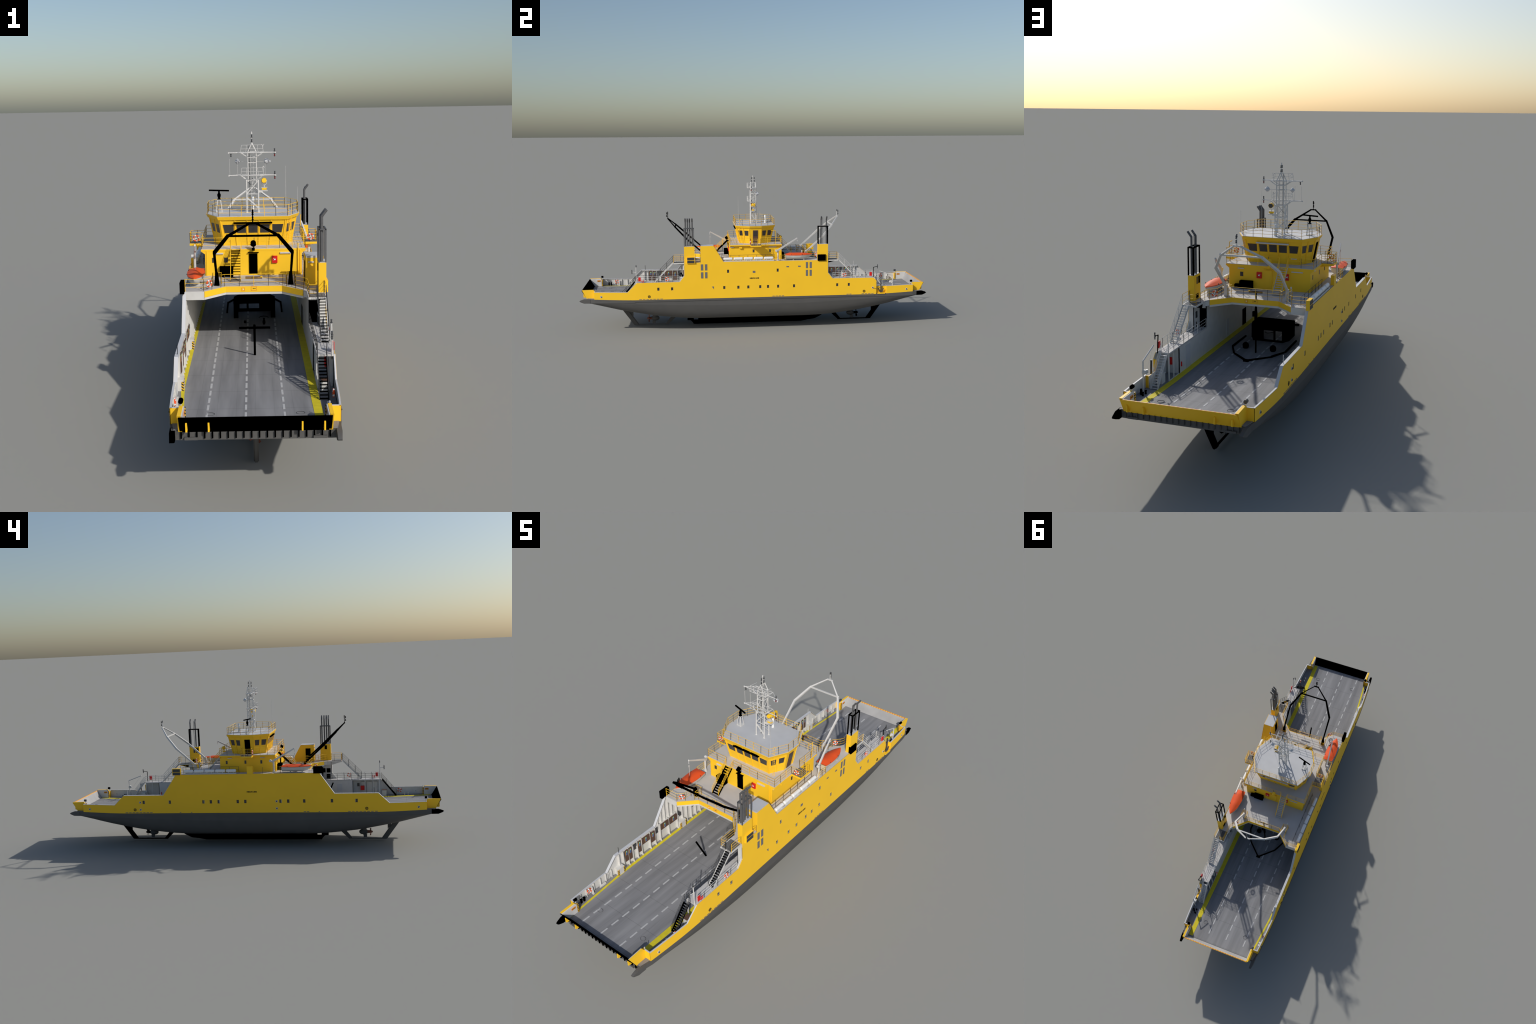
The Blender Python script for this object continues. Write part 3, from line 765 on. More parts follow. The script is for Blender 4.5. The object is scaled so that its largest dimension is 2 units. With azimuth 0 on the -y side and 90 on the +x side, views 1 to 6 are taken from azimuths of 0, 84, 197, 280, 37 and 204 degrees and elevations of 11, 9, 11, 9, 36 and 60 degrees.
for s in (-1, 1):
    railing([(-0.2130, s * 0.3700), (-0.1550, s * 0.3700), (-0.1310, s * 0.3460), (-0.1310, s * 0.2760), (-0.1040, s * 0.2760), (-0.1040, s * 0.3185), (-0.0925, s * 0.3070), (0.0925, s * 0.3070), (0.1040, s * 0.3185),
             (0.1040, s * 0.2760), (0.1310, s * 0.2760), (0.1310, s * 0.3470), (0.1545, s * 0.3710), (0.1640, s * 0.3900), (0.1640, s * 0.4690), (0.1870, s * 0.4690)], ZU, 0.0385, RY)
    railing([(0.2150, s * 0.4690), (0.2150, s * 0.4120)], ZU, 0.0385, RY)
    # promenade rails
    railing([(WALL + 0.001, s * 0.6790), (WALL + 0.001, s * 0.3640)], 0.2975, 0.0340, RG if s > 0 else ('raildark', 'raildark'), spacing=0.04)
    railing([(0.2160, s * 0.6700), (0.2160, s * 0.4400)], 0.2975, 0.0340, RG if s > 0 else ('white', 'raildark'), spacing=0.04)
# inboard of the raft rows
railing([(-0.1830, 0.0450), (-0.1830, 0.3480)], ZU, 0.0330, ('raildark', 'raildark'), spacing=0.05, lines=2)
railing([(0.1830, 0.1050), (0.1830, -0.2000)], ZU, 0.0330, ('raildark', 'raildark'), spacing=0.055, lines=2)
# at the boat davits
railing([(-0.2160, -0.0400), (-0.2160, -0.1780), (-0.1980, -0.1780)], ZU, 0.0330, RY)
railing([(0.2160, 0.1120), (0.2160, 0.1630), (0.1900, 0.1630)], ZU, 0.0330, RY, spacing=0.025)
railing([(0.2160, -0.3480), (0.2160, -0.3200)], ZU, 0.0330, RY, spacing=0.028)
# around the deckhouse top, open at the stairs, with wing pulpits
Z1 = 0.4970
for sx in (-1, 1):
    w0, w1 = -0.0320, 0.0250
    for s in (-1, 1):
        xs = [x for x in (-0.0770, -0.0400)]
        xe = xs[0] if sx < 0 else xs[1]
        yw = w0 if s < 0 else w1
        railing([(xe, s * 0.1470), (sx * 0.1745, s * 0.1470), (sx * 0.1745, yw)], Z1, 0.0370, RY)
    railing([(sx * 0.1745, w0), (sx * 0.2220, w0), (sx * 0.2220, w1), (sx * 0.1745, w1)], Z1, 0.0370, RY, spacing=0.022, lines=4)
# around the wheelhouse roof
oct_in = [(-0.1170, -0.1120), (0.1170, -0.1120), (0.1570, -0.0335), (0.1570, 0.0335), (0.1170, 0.1120), (-0.1170, 0.1120), (-0.1570, 0.0335), (-0.1570, -0.0335), (-0.1170, -0.1120)]
railing(oct_in, 0.6010, 0.0365, RY, spacing=0.042)

# ------------------------------------------------------------------ deckhouse
mb = MB()
mb.box(-0.1630, 0.1630, -0.1485, 0.1485, 0.4050, 0.4890)
mb.build('deckhouse', 'yellow', root)
mb = MB()
mb.box(-0.1765, 0.1765, -0.1492, 0.1492, 0.4890, 0.4950, 0)
mb.box(-0.1750, 0.1750, -0.1480, 0.1480, 0.4950, 0.4968, 1)
for sx in (-1, 1):
    mb.hexa([(sx * 0.1630, -0.0250, 0.4800), (sx * 0.1660, -0.0250, 0.4800), (sx * 0.1660, 0.0180, 0.4800), (sx * 0.1630, 0.0180, 0.4800)],
            [(sx * 0.1630, -0.0300, 0.4890), (sx * 0.2225, -0.0300, 0.4890), (sx * 0.2225, 0.0235, 0.4890), (sx * 0.1630, 0.0235, 0.4890)], 0)
    mb.box(sx * 0.1765, sx * 0.2235, -0.0335, 0.0262, 0.4890, 0.4962, 0)
    mb.box(sx * 0.1755, sx * 0.2215, -0.0318, 0.0245, 0.4962, 0.4974, 2)
    for s in (-1, 1):
        mb.yprism([(sx * 0.1630, 0.4890), (sx * 0.1765, 0.4890), (sx * 0.1630, 0.4790)], s * 0.1445, s * 0.1485, 0)
mb.build('deckhouse_top', ['yellow', 'updeck', 'grate'], root)
mb = MB()   # corner pilasters
for x in (0.1505, 0.1580):
    mb.box(x - 0.0015, x + 0.0015, -0.1505, -0.1480, 0.4055, 0.4900)
mb.box(-0.1585, -0.1555, -0.1505, -0.1480, 0.4055, 0.4900)
mb.cyl((0.150, -0.152, 0.4060), (0.150, -0.152, 0.5130), 0.0016, n=8)
mb.build('drain_pipe', 'yellow', root)

# wheelhouse body, flared outwards
lowp = [(-0.1020, -0.0880), (0.1020, -0.0880), (0.1340, -0.0300), (0.1340, 0.0300), (0.1020, 0.0880), (-0.1020, 0.0880), (-0.1340, 0.0300), (-0.1340, -0.0300)]
topp = [(-0.1140, -0.1085), (0.1140, -0.1085), (0.1520, -0.0330), (0.1520, 0.0330), (0.1140, 0.1085), (-0.1140, 0.1085), (-0.1520, 0.0330), (-0.1520, -0.0330)]
ZB, ZT = 0.4968, 0.5895
mb = MB()
mb.loft([[V((x, y, ZB)) for x, y in lowp], [V((x, y, ZT)) for x, y in topp]])
mb.build('wheelhouse', 'yellow', root)
roofp = [(-0.1220, -0.1165), (0.1220, -0.1165), (0.1625, -0.0350), (0.1625, 0.0350), (0.1220, 0.1165), (-0.1220, 0.1165), (-0.1625, 0.0350), (-0.1625, -0.0350)]
mb = MB()
mb.loft([[V((x * 0.965, y * 0.965, 0.5885)) for x, y in roofp], [V((x, y, 0.6000)) for x, y in roofp]])
mb.zprism([(x * 0.985, y * 0.985) for x, y in roofp], 0.6000, 0.6012, 1)
mb.build('wheelhouse_roof', ['yellow', 'roof'], root)
# windows, frames and mullions on the flared faces
panes, frames = MB(), MB()
def face_pt(i, t, z):
    """Point on wheelhouse face i at fraction t along it and height z."""
    k = (z - ZB) / (ZT - ZB); j = (i + 1) % 8
    a = V((*lowp[i], ZB)).lerp(V((*topp[i], ZT)), k); b = V((*lowp[j], ZB)).lerp(V((*topp[j], ZT)), k)
    return a.lerp(b, t)
pane_list = []
def pane(i, t0, t1, z0=0.5418, z1=0.5722, slant=0.0, m=0):
    q = [face_pt(i, t0 + slant, z0), face_pt(i, t1 - slant, z0), face_pt(i, t1, z1), face_pt(i, t0, z1)]
    b = MB(); b.plate(q, 0.0007)
    b.build('window_pane', 'glass', root)
    # thin raised frame
    o = 0.0016
    c = sum(q, V()) / 4
    n = (q[1] - q[0]).cross(q[3] - q[0]).normalized()
    for a, d in ((0, 1), (1, 2), (2, 3), (3, 0)):
        frames.beam(q[a], q[d], 0.0014, 0.0014, up=n)
for i in (0, 4):
    for t0, t1, sl in ((0.038, 0.208, 0.012), (0.246, 0.392, 0), (0.428, 0.572, 0), (0.608, 0.754, 0), (0.792, 0.962, 0.012)):
        pane(i, t0, t1, slant=sl)
    for t in (0.228, 0.410, 0.590, 0.772, 0.012, 0.988):
        frames.beam(face_pt(i, t, ZB), face_pt(i, t, ZT), 0.0032, 0.0045, up=(0, 1, 0))
for i in (1, 3, 5, 7):
    for t0, t1 in ((0.10, 0.42), (0.56, 0.90)):
        pane(i, t0, t1, slant=0.02)
    for t in (0.03, 0.49, 0.97):
        n = (face_pt(i, 1, ZB) - face_pt(i, 0, ZB)).normalized().cross(V((0, 0, 1)))
        frames.beam(face_pt(i, t, ZB), face_pt(i, t, ZT), 0.0032, 0.0040, up=n)
# a fine belt line below the windows
for i in range(8):
    if i in (2, 6): continue
    frames.beam(face_pt(i, 0.0, 0.5330), face_pt(i, 1.0, 0.5330), 0.0010, 0.0010)
frames.build('window_frame', 'yellow', root)
# side doors
for i, mt in ((2, ['brown', 'glass']), (6, ['black', 'glass'])):
    b = MB()
    q = [face_pt(i, 0.25, ZB + 0.001), face_pt(i, 0.74, ZB + 0.001), face_pt(i, 0.72, 0.5750), face_pt(i, 0.27, 0.5750)]
    b.plate(q, 0.0015, 0)
    if i == 2:
        q = [face_pt(i, 0.33, 0.5400), face_pt(i, 0.66, 0.5400), face_pt(i, 0.66, 0.5700), face_pt(i, 0.33, 0.5700)]
        q = [p + V((0.0012, 0, 0)) for p in q]
        b.plate(q, 0.0009, 1)
    b.build('wheelhouse_door', mt, root)
# sun-shade bars above the end windows
for s in (-1, 1):
    b = MB(); b.box(-0.0655, 0.0655, s * 0.1060, s * 0.1150, 0.5755, 0.5805)
    b.build('sun_shade', 'black' if s < 0 else 'capgrey', root)

# fittings on the deckhouse walls
mb = MB()
def wall_box(x0, x1, y0, y1, z0, z1, name, mat): 
    b = MB(); b.box(x0, x1, y0, y1, z0, z1); return b.build(name, mat, root)
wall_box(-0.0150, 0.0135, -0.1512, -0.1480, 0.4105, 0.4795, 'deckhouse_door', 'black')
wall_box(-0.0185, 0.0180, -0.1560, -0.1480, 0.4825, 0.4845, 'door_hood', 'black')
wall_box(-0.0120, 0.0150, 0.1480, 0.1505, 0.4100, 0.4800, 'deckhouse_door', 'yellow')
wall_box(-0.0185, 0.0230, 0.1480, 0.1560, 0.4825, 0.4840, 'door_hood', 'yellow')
for b0 in ((-0.1140, -0.0690, -0.1720, -0.1500, 0.4052, 0.4385), (0.0630, 0.1140, 0.1500, 0.1700, 0.4052, 0.4355), (0.1140, 0.1360, 0.1500, 0.1660, 0.4052, 0.4200)):
    wall_box(*b0, 'storage_locker', 'black')
for x0, x1, y0, y1 in ((0.0626, 0.0805, -0.1545, -0.1485), (0.0290, 0.0490, 0.1485, 0.1540), (-0.0790, -0.0660, 0.1485, 0.1540)):
    b = MB(); b.box(x0, x1, y0, y1, 0.4470, 0.4710, 0)
    yy = y0 if y0 < 0 else y1; sg = -1 if y0 < 0 else 1; xm = (x0 + x1) / 2
    b.box(xm - 0.0045, xm + 0.0030, yy, yy + sg * 0.0006, 0.4570, 0.4615, 1)
    b.box(xm - 0.0045, xm - 0.0030, yy, yy + sg * 0.0006, 0.4560, 0.4640, 1)
    b.build('fire_cabinet', ['red', 'raft'], root)
for x0, x1, y0, y1 in ((-0.1395, -0.1280, -0.1495, -0.1480), (-0.0985, -0.0862, -0.1495, -0.1480), (0.1050, 0.1175, 0.1480, 0.1495)):
    wall_box(x0, x1, y0, y1, 0.4500, 0.4668, 'deckhouse_window', 'glass')
for y0, y1 in ((-0.0186, -0.0084), (0.0771, 0.0862)):
    wall_box(0.1625, 0.1637, y0, y1, 0.4495, 0.4662, 'deckhouse_window', 'glass')
for y0, y1 in ((0.1079, 0.1175), (0.0070, 0.0166), (-0.0780, -0.0679)):
    wall_box(-0.1637, -0.1625, y0, y1, 0.4490, 0.4668, 'deckhouse_window', 'glass')
for b0 in ((-0.1256, -0.1015, -0.1530, -0.1480, 0.4790, 0.4835), (0.0897, 0.1270, -0.1530, -0.1480, 0.4785, 0.4830), (0.1015, 0.1260, 0.1480, 0.1530, 0.4795, 0.4825),
           (-0.1342, -0.0895, 0.1480, 0.1530, 0.4790, 0.4825), (-0.0942, -0.0712, 0.0930, 0.0975, 0.5185, 0.5215), (-0.1680, -0.1630, 0.0831, 0.1062, 0.4785, 0.4815),
           (-0.1680, -0.1630, -0.0921, -0.0681, 0.4790, 0.4820), (0.1630, 0.1680, -0.1458, -0.1254, 0.4785, 0.4822), (0.1630, 0.1680, 0.0742, 0.1185, 0.4778, 0.4815)):
    wall_box(*b0, 'lamp_housing', 'crane')
wall_box(0.1630, 0.1720, -0.0961, -0.0793, 0.4735, 0.4840, 'wall_vent', 'yellow')

# floodlights above the deckhouse doors
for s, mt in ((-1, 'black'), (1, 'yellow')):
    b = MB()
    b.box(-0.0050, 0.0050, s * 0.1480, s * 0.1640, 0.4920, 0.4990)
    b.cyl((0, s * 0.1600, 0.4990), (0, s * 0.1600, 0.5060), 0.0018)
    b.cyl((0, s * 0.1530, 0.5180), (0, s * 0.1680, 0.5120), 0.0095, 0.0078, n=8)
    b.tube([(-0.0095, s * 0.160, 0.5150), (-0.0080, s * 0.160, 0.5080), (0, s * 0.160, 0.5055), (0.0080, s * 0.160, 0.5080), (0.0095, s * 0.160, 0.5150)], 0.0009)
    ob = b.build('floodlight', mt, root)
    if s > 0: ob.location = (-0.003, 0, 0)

# ------------------------------------------------------------------ main mast
mb = MB()
LX, LY = 0.0205, 0.0157
for sx in (-1, 1):
    for sy in (-1, 1):
        mb.cyl((sx * LX, sy * LY, 0.6010), (sx * LX, sy * LY, 0.7145), 0.0027, n=8)
        mb.cyl((sx * LX, sy * LY, 0.6010), (sx * LX, sy * LY, 0.6030), 0.0052, 0.0040, n=8)
        mb.cyl((sx * 0.0145, sy * LY, 0.7080), (sx * 0.0145, sy * LY, 0.8110), 0.0021, n=8)
        mb.cyl((sx * 0.0145, sy * LY, 0.8110), (0, sy * LY * 0.8, 0.8420), 0.0019, n=8)
        for z0, z1, x1 in ((0.7140, 0.7305, 0.040), (0.7920, 0.8090, 0.040)):
            mb.cyl((sx * (LX if z0 < 0.75 else 0.0145), sy * LY, z0), (sx * x1, sy * LY, z1), 0.0016, n=6)
def ring_bars(x, zs):
    for z in zs:
        for sy in (-1, 1): mb.cyl((-x, sy * LY, z), (x, sy * LY, z), 0.0017, n=6)
        for sx in (-1, 1): mb.cyl((sx * x, -LY, z), (sx * x, LY, z), 0.0017, n=6)
ring_bars(LX, (0.6655, 0.7140))
ring_bars(0.0145, (0.7745, 0.7925, 0.8100))
mb.beam((-LX, -LY, 0.6655), (LX, -LY, 0.7120), 0.003, 0.003); mb.beam((-LX, -LY, 0.6540), (LX, -LY, 0.6170), 0.004, 0.004)
mb.beam((LX, LY, 0.6655), (-LX, LY, 0.7120), 0.003, 0.003); mb.beam((LX, LY, 0.6540), (-LX, LY, 0.6170), 0.003, 0.003)
for sx in (-1, 1):
    mb.beam((sx * LX, -LY, 0.6540), (sx * LX, LY, 0.6170), 0.0022, 0.0022); mb.beam((sx * LX, LY, 0.6655), (sx * LX, -LY, 0.7120), 0.0022, 0.0022)
    mb.beam((sx * 0.0145, LY, 0.7740), (sx * 0.0145, -LY, 0.7320), 0.0016, 0.0016)
for k in range(11):     # ladder inside
    z = 0.606 + 0.010 * k; mb.cyl((-0.005, 0.004, z), (0.005, 0.004, z), 0.0006, n=4)
for x in (-0.005, 0.005): mb.cyl((x, 0.004, 0.601), (x, 0.004, 0.81), 0.0007, n=5)
# yards and their platforms
for z in (0.7310, 0.8092):
    mb.cyl((-0.0812, -0.0165, z), (0.0818, -0.0165, z), 0.0018, n=8)
    for sx in (-1, 1):
        mb.cyl((sx * 0.080, -0.0165, z), (sx * 0.040, LY, z), 0.0011, n=5)
        mb.cyl((sx * 0.040, -0.033, z), (sx * 0.040, LY, z), 0.0011, n=5)
        mb.cyl((sx * 0.0812, -0.0165, z - 0.003), (sx * 0.0812, -0.0165, z + 0.0025), 0.0022, n=6)
    mb.cyl((-0.040, -0.033, z), (0.040, -0.033, z), 0.0011, n=5); mb.cyl((-0.040, LY, z), (0.040, LY, z), 0.0011, n=5)
    for k in range(5): mb.cyl((-0.036 + 0.018 * k, -0.033, z), (-0.036 + 0.018 * k, LY, z), 0.00035, n=4)
    for h in (0.0135, 0.0265):
        mb.cyl((-0.036, -0.033, z + h), (0.036, -0.033, z + h), 0.0007, n=4)
        for sx in (-1, 1): mb.cyl((sx * 0.036, -0.033, z + h), (sx * 0.036, 0.008, z + h * 0.8), 0.0007, n=4)
    for x in (-0.036, -0.019, 0.019, 0.036):
        mb.cyl((x * 1.1, -0.033, z), (x, -0.033, z + 0.0265), 0.0008, n=4)
mb.cyl((-0.0510, 0.018, 0.7765), (0.0510, 0.018, 0.7765), 0.0008, n=5)
for x in (-0.0775, -0.050): mb.cyl((x, -0.0165, 0.7310), (x - 0.0008, -0.0165, 0.789), 0.0005, n=4)
mb.cyl((0.045, -0.0165, 0.7310), (0.045, -0.0165, 0.772), 0.0005, n=4)
# searchlight bracket, weather vane, forks
mb.box(0.0205, 0.0530, -0.0120, 0.0060, 0.6745, 0.6775); mb.xprism([(-0.0120, 0.6745), (0.0060, 0.6745), (0.0060, 0.6700), (-0.0120, 0.6700)], 0.0205, 0.036)
mb.cyl((0.0380, -0.0165, 0.8090), (0.0380, -0.0165, 0.8320), 0.0010, n=5)
for sx in (-1, 1): mb.cyl((0.0380, -0.0165, 0.8320), (0.0380 + sx * 0.0045, -0.0165, 0.8380), 0.0009, n=5)
mb.cyl((0.0385, -0.0165, 0.7310), (0.0385, -0.0165, 0.7620), 0.0009, n=5); mb.cyl((0.0350, -0.0165, 0.7560), (0.0385, -0.0165, 0.7630), 0.0008, n=4); mb.cyl((0.0430, -0.0165, 0.7570), (0.0385, -0.0165, 0.7630), 0.0008, n=4)
# top post with twin light brackets
mb.cyl((0, 0, 0.8360), (0, 0, 0.8800), 0.0016, 0.0008, n=6)
mb.cyl((0, 0, 0.8715), (0, 0, 0.8805), 0.0024, 0.0018, n=8)
mb.beam((0, -0.0130, 0.8420), (0, 0.0130, 0.8420), 0.0030, 0.0016); mb.beam((0, -0.0100, 0.8580), (0, 0.0100, 0.8580), 0.0030, 0.0014)
mb.cyl((0.011, 0.0, 0.6010), (0.011, 0.0, 0.70), 0.0011, n=5)
mb.build('lattice_mast', 'crane', root, smooth=40)
b = MB()
for x in (-0.011, -0.008): b.tube([(x, 0.004, 0.6010), (x, 0.004, 0.8350)], 0.0007, n=5)
b.build('mast_cable', 'raildark', root)
# signal lamps
def lamp(b, x, y, z, up=1, m=0, m2=1):
    b.cyl((x, y, z), (x, y, z + up * 0.0025), 0.0032, n=8, m=m); b.cyl((x, y, z + up * 0.0025), (x, y, z + up * 0.0085), 0.0021, n=8, m=m2); b.cyl((x, y, z + up * 0.0085), (x, y, z + up * 0.0110), 0.0032, 0.0015, n=8, m=m)
b = MB()
for z in (0.7310, 0.8092):
    lamp(b, 0.0785, -0.0165, z + 0.0030, 1, 0, 0); lamp(b, 0.0785, -0.0165, z - 0.0030, -1, 0, 1)
lamp(b, -0.0725, -0.0165, 0.8060, -1, 0, 0)
for y in (-0.0075, 0.0075):
    for z in (0.8440, 0.8600): lamp(b, 0, y, z, 1, 0, 0)
b.build('signal_lamp', ['dark', 'lampred'], root, smooth=40)
# radar reflectors
for sx in (-1, 1):
    b = MB(); c = V((sx * 0.0511, 0.0195, 0.7767))
    b.revolve(c - V((0, 0.0, 0)), (sx * 0.5, 0.5, 0.0), [(-0.010, 0.002), (-0.004, 0.0095), (0.0, 0.0108), (0.004, 0.0095), (0.011, 0.002)], n=4 if sx < 0 else 8)
    if sx > 0: b.cyl(c + V((0.007, -0.003, 0)), c + V((0.012, -0.006, 0)), 0.0036, n=8)
    b.build('radar_reflector', 'capgrey', root)
# yellow searchlight on the mast bracket
b = MB()
b.box(0.0330, 0.0500, -0.0105, 0.0020, 0.6790, 0.6865, 0); b.box(0.0310, 0.0525, -0.0115, 0.0030, 0.6865, 0.6880, 1)
b.cyl((0.041, -0.0042, 0.688), (0.041, -0.0042, 0.6960), 0.0017, m=1)
b.tube([(0.0315, -0.0042, 0.7120), (0.0320, -0.0042, 0.7010), (0.0370, -0.0042, 0.6955), (0.0450, -0.0042, 0.6955), (0.0500, -0.0042, 0.7010), (0.0505, -0.0042, 0.7120)], 0.0009, m=1)
b.cyl((0.041, -0.0160, 0.7125), (0.041, 0.0080, 0.7100), 0.0085, 0.0105, n=7, m=0)
b.cyl((0.041, 0.0080, 0.7100), (0.041, 0.0088, 0.7099), 0.0095, n=7, m=2)
b.build('mast_searchlight', ['yellow', 'crane', 'dark'], root)
# radar scanner on its pyramid stand
b = MB()
RX, RYY = -0.1178, 0.0010
for sx in (-1, 1):
    for sy in (-1, 1):
        b.beam((RX + sx * 0.0105, RYY + sy * 0.0105, 0.6012), (RX + sx * 0.0050, RYY + sy * 0.0050, 0.6460), 0.0022, 0.0022, m=0)
for z, k in ((0.6030, 0.0103), (0.6450, 0.0055)):
    b.box(RX - k - 0.001, RX + k + 0.001, RYY - k - 0.001, RYY + k + 0.001, z - 0.0012, z + 0.0012, 0)
b.cyl((RX, RYY, 0.6465), (RX, RYY, 0.6490), 0.0070, n=12, m=1); b.revolve((RX, RYY, 0.6490), (0, 0, 1), [(0, 0.003), (0.004, 0.0045), (0.010, 0.0062), (0.016, 0.0060), (0.020, 0.0035), (0.0270, 0.0030)], n=12, m=1)
dv = V((-0.95, 0.31, 0))
b.beam(V((RX, RYY, 0.6780)) - dv * 0.037, V((RX, RYY, 0.6780)) + dv * 0.037, 0.0050, 0.0052, m=1)
b.build('radar_scanner', ['crane', 'black'], root)
# white dome post and whip aerials on the roof
b = MB()
b.revolve((0, 0.0705, 0.6010), (0, 0, 1), [(0, 0.0060), (0.022, 0.0060), (0.024, 0.0035), (0.028, 0.0035), (0.030, 0.0055), (0.044, 0.0055), (0.0455, 0.0045)], n=16)
b.build('aerial_drum', 'raft', root, smooth=35)
b = MB()
b.cyl((0.1130, -0.0960, 0.6010), (0.1130, -0.0960, 0.7680), 0.0006, 0.0003, n=5); b.cyl((0.1590, 0.0250, 0.6010), (0.1605, 0.0250, 0.6860), 0.0005, 0.0003, n=5)
b.build('whip_aerial', 'crane', root)
# roof ladder and gate frame, lamp arm
b = MB()
for x in (0.1185, 0.1275):
    b.tube([(x + 0.004, -0.0905, 0.4975), (x + 0.004, -0.0905, 0.6300), (x + 0.003, -0.0800, 0.6370)], 0.0007, n=5)
for k in range(13): b.cyl((0.1225, -0.0905, 0.503 + 0.0085 * k), (0.1315, -0.0905, 0.503 + 0.0085 * k), 0.0006, n=4)
b.tube([(0.1745, 0.1115, 0.4975), (0.1760, 0.1115, 0.5740), (0.1750, 0.0860, 0.5745)], 0.0014, n=6)
b.build('roof_ladder', 'rail', root)

# ------------------------------------------------------------------ hinged light gantries
for s, mt in ((-1, 'black'), (1, 'crane')):
    b = MB()
    pts = [V((0.1185, 0.2990, 0.4430)), V((0.1187, 0.3955, 0.5300)), V((0.0745, 0.4580, 0.5915)), V((0.0100, 0.5015, 0.6345))]
    for sx in (-1, 1):
        P_ = [V((sx * p.x, s * p.y, p.z)) for p in pts]
        up = (0, s * 0.7, -0.7)
        b.beam(P_[0], P_[1], 0.0066, 0.0080, up=up, w2=0.0076, h2=0.0088)
        b.beam(P_[1], P_[2], 0.0096, 0.0092, up=up, w2=0.0080, h2=0.0078)
        b.beam(P_[2], P_[3], 0.0062, 0.0065, up=up, w2=0.0048, h2=0.0050)
        for p in P_[1:3]: b.cyl(p - V((0.0, 0.003, 0.003)), p + V((0, 0.003, 0.003)), 0.0044, n=8)
    b.beam((-0.0745, s * 0.4580, 0.5915), (0.0745, s * 0.4580, 0.5915), 0.0056, 0.0056)
    b.beam((-0.0140, s * 0.5015, 0.6345), (0.0140, s * 0.5015, 0.6345), 0.0060, 0.0050)
    b.build('light_gantry', mt, root)
    b = MB()
    for sx in (-1, 1):
        x = sx * 0.1180
        b.hexa([(x - 0.0085, s * 0.286, 0.4052), (x + 0.0085, s * 0.286, 0.4052), (x + 0.0085, s * 0.3000, 0.4052), (x - 0.0085, s * 0.3000, 0.4052)],
               [(x - 0.0045, s * 0.292, 0.4480), (x + 0.0045, s * 0.292, 0.4480), (x + 0.0045, s * 0.3060, 0.4480), (x - 0.0045, s * 0.3060, 0.4480)])
        if s > 0: b.beam((x + sx * 0.010, s * 0.2700, 0.4052), (x + sx * 0.006, s * 0.2720, 0.4520), 0.0045, 0.0045)
    b.build('gantry_pedestal', mt, root)
    b = MB()
    b.cyl((0, s * 0.5015, 0.6345), (0, s * 0.5015, 0.6740), 0.0017, n=8, m=0 if s > 0 else 1)
    for z in (0.6450, 0.6600):
        b.beam((0, s * 0.5015, z), (0, s * 0.5090, z), 0.0012, 0.0012, m=1)
        lamp(b, 0, s * 0.5080, z, 1, 1, 1)
    lamp(b, 0, s * 0.5015, 0.6640, 1, 1, 1)
    b.build('gantry_lamp', [mt, 'dark' if s > 0 else 'black'], root, smooth=40)

# ------------------------------------------------------------------ stacks and engine casing house
for s in (-1, 1):
    b = MB()
    b.box(0.1975, 0.2206, s * 0.3510, s * 0.4095, 0.4030, 0.4975, 0)
    b.box(0.1982, 0.2200, s * 0.3518, s * 0.4088, 0.4975, 0.4988, 1)
    b.build('funnel_casing', ['yellow', 'roof'], root)
    b = MB()
    if s > 0:
        b.box(0.1966, 0.1978, 0.3560, 0.3700, 0.4630, 0.4890, 0); b.box(0.1966, 0.1978, 0.3760, 0.3860, 0.4630, 0.4890, 1); b.box(0.1966, 0.1978, 0.3700, 0.3940, 0.4075, 0.4270, 0)
    else:
        b.box(0.1966, 0.1978, -0.3885, -0.3750, 0.4680, 0.4900, 0)
    b.build('funnel_hatch', ['black', 'dark'], root)
    # guard frame round the exhaust pipes
    b = MB(); w = 0.0040 if s < 0 else 0.0044
    X0, X1, Y0, Y1 = 0.1995, 0.2190, 0.3535, 0.4075
    for x in (X0, X1):
        for y in (Y0, Y1): b.beam((x, s * y, 0.4985), (x, s * y, 0.5990), w, w)
    for x in (X0, X1): b.beam((x, s * Y0 - s * w / 2, 0.5990), (x, s * Y1 + s * w / 2, 0.5990), w, w)
    for y in (Y0, Y1): b.beam((X0, s * y, 0.5990), (X1, s * y, 0.5990), w, w)
    b.build('exhaust_guard', 'exhaust' if s < 0 else 'black', root)
    b = MB()
    ys = (0.4000, 0.3880, 0.3758, 0.3620) if s < 0 else (0.3708, 0.4010)
    for k, y in enumerate(ys):
        x = 0.2060 + (0.003 if k % 2 else 0)
        b.cyl((x, s * y, 0.4985), (x, s * y, 0.6385), 0.0039, n=10)
        b.cyl((x, s * y, 0.6365), (x + 0.0145, s * y, 0.6560), 0.0041, 0.0040, n=10)
    if s > 0: b.cyl((0.2080, 0.3805, 0.4985), (0.2080, 0.3805, 0.6490), 0.0012, n=6)
    b.build('exhaust_pipe', 'exhaust', root, smooth=40)
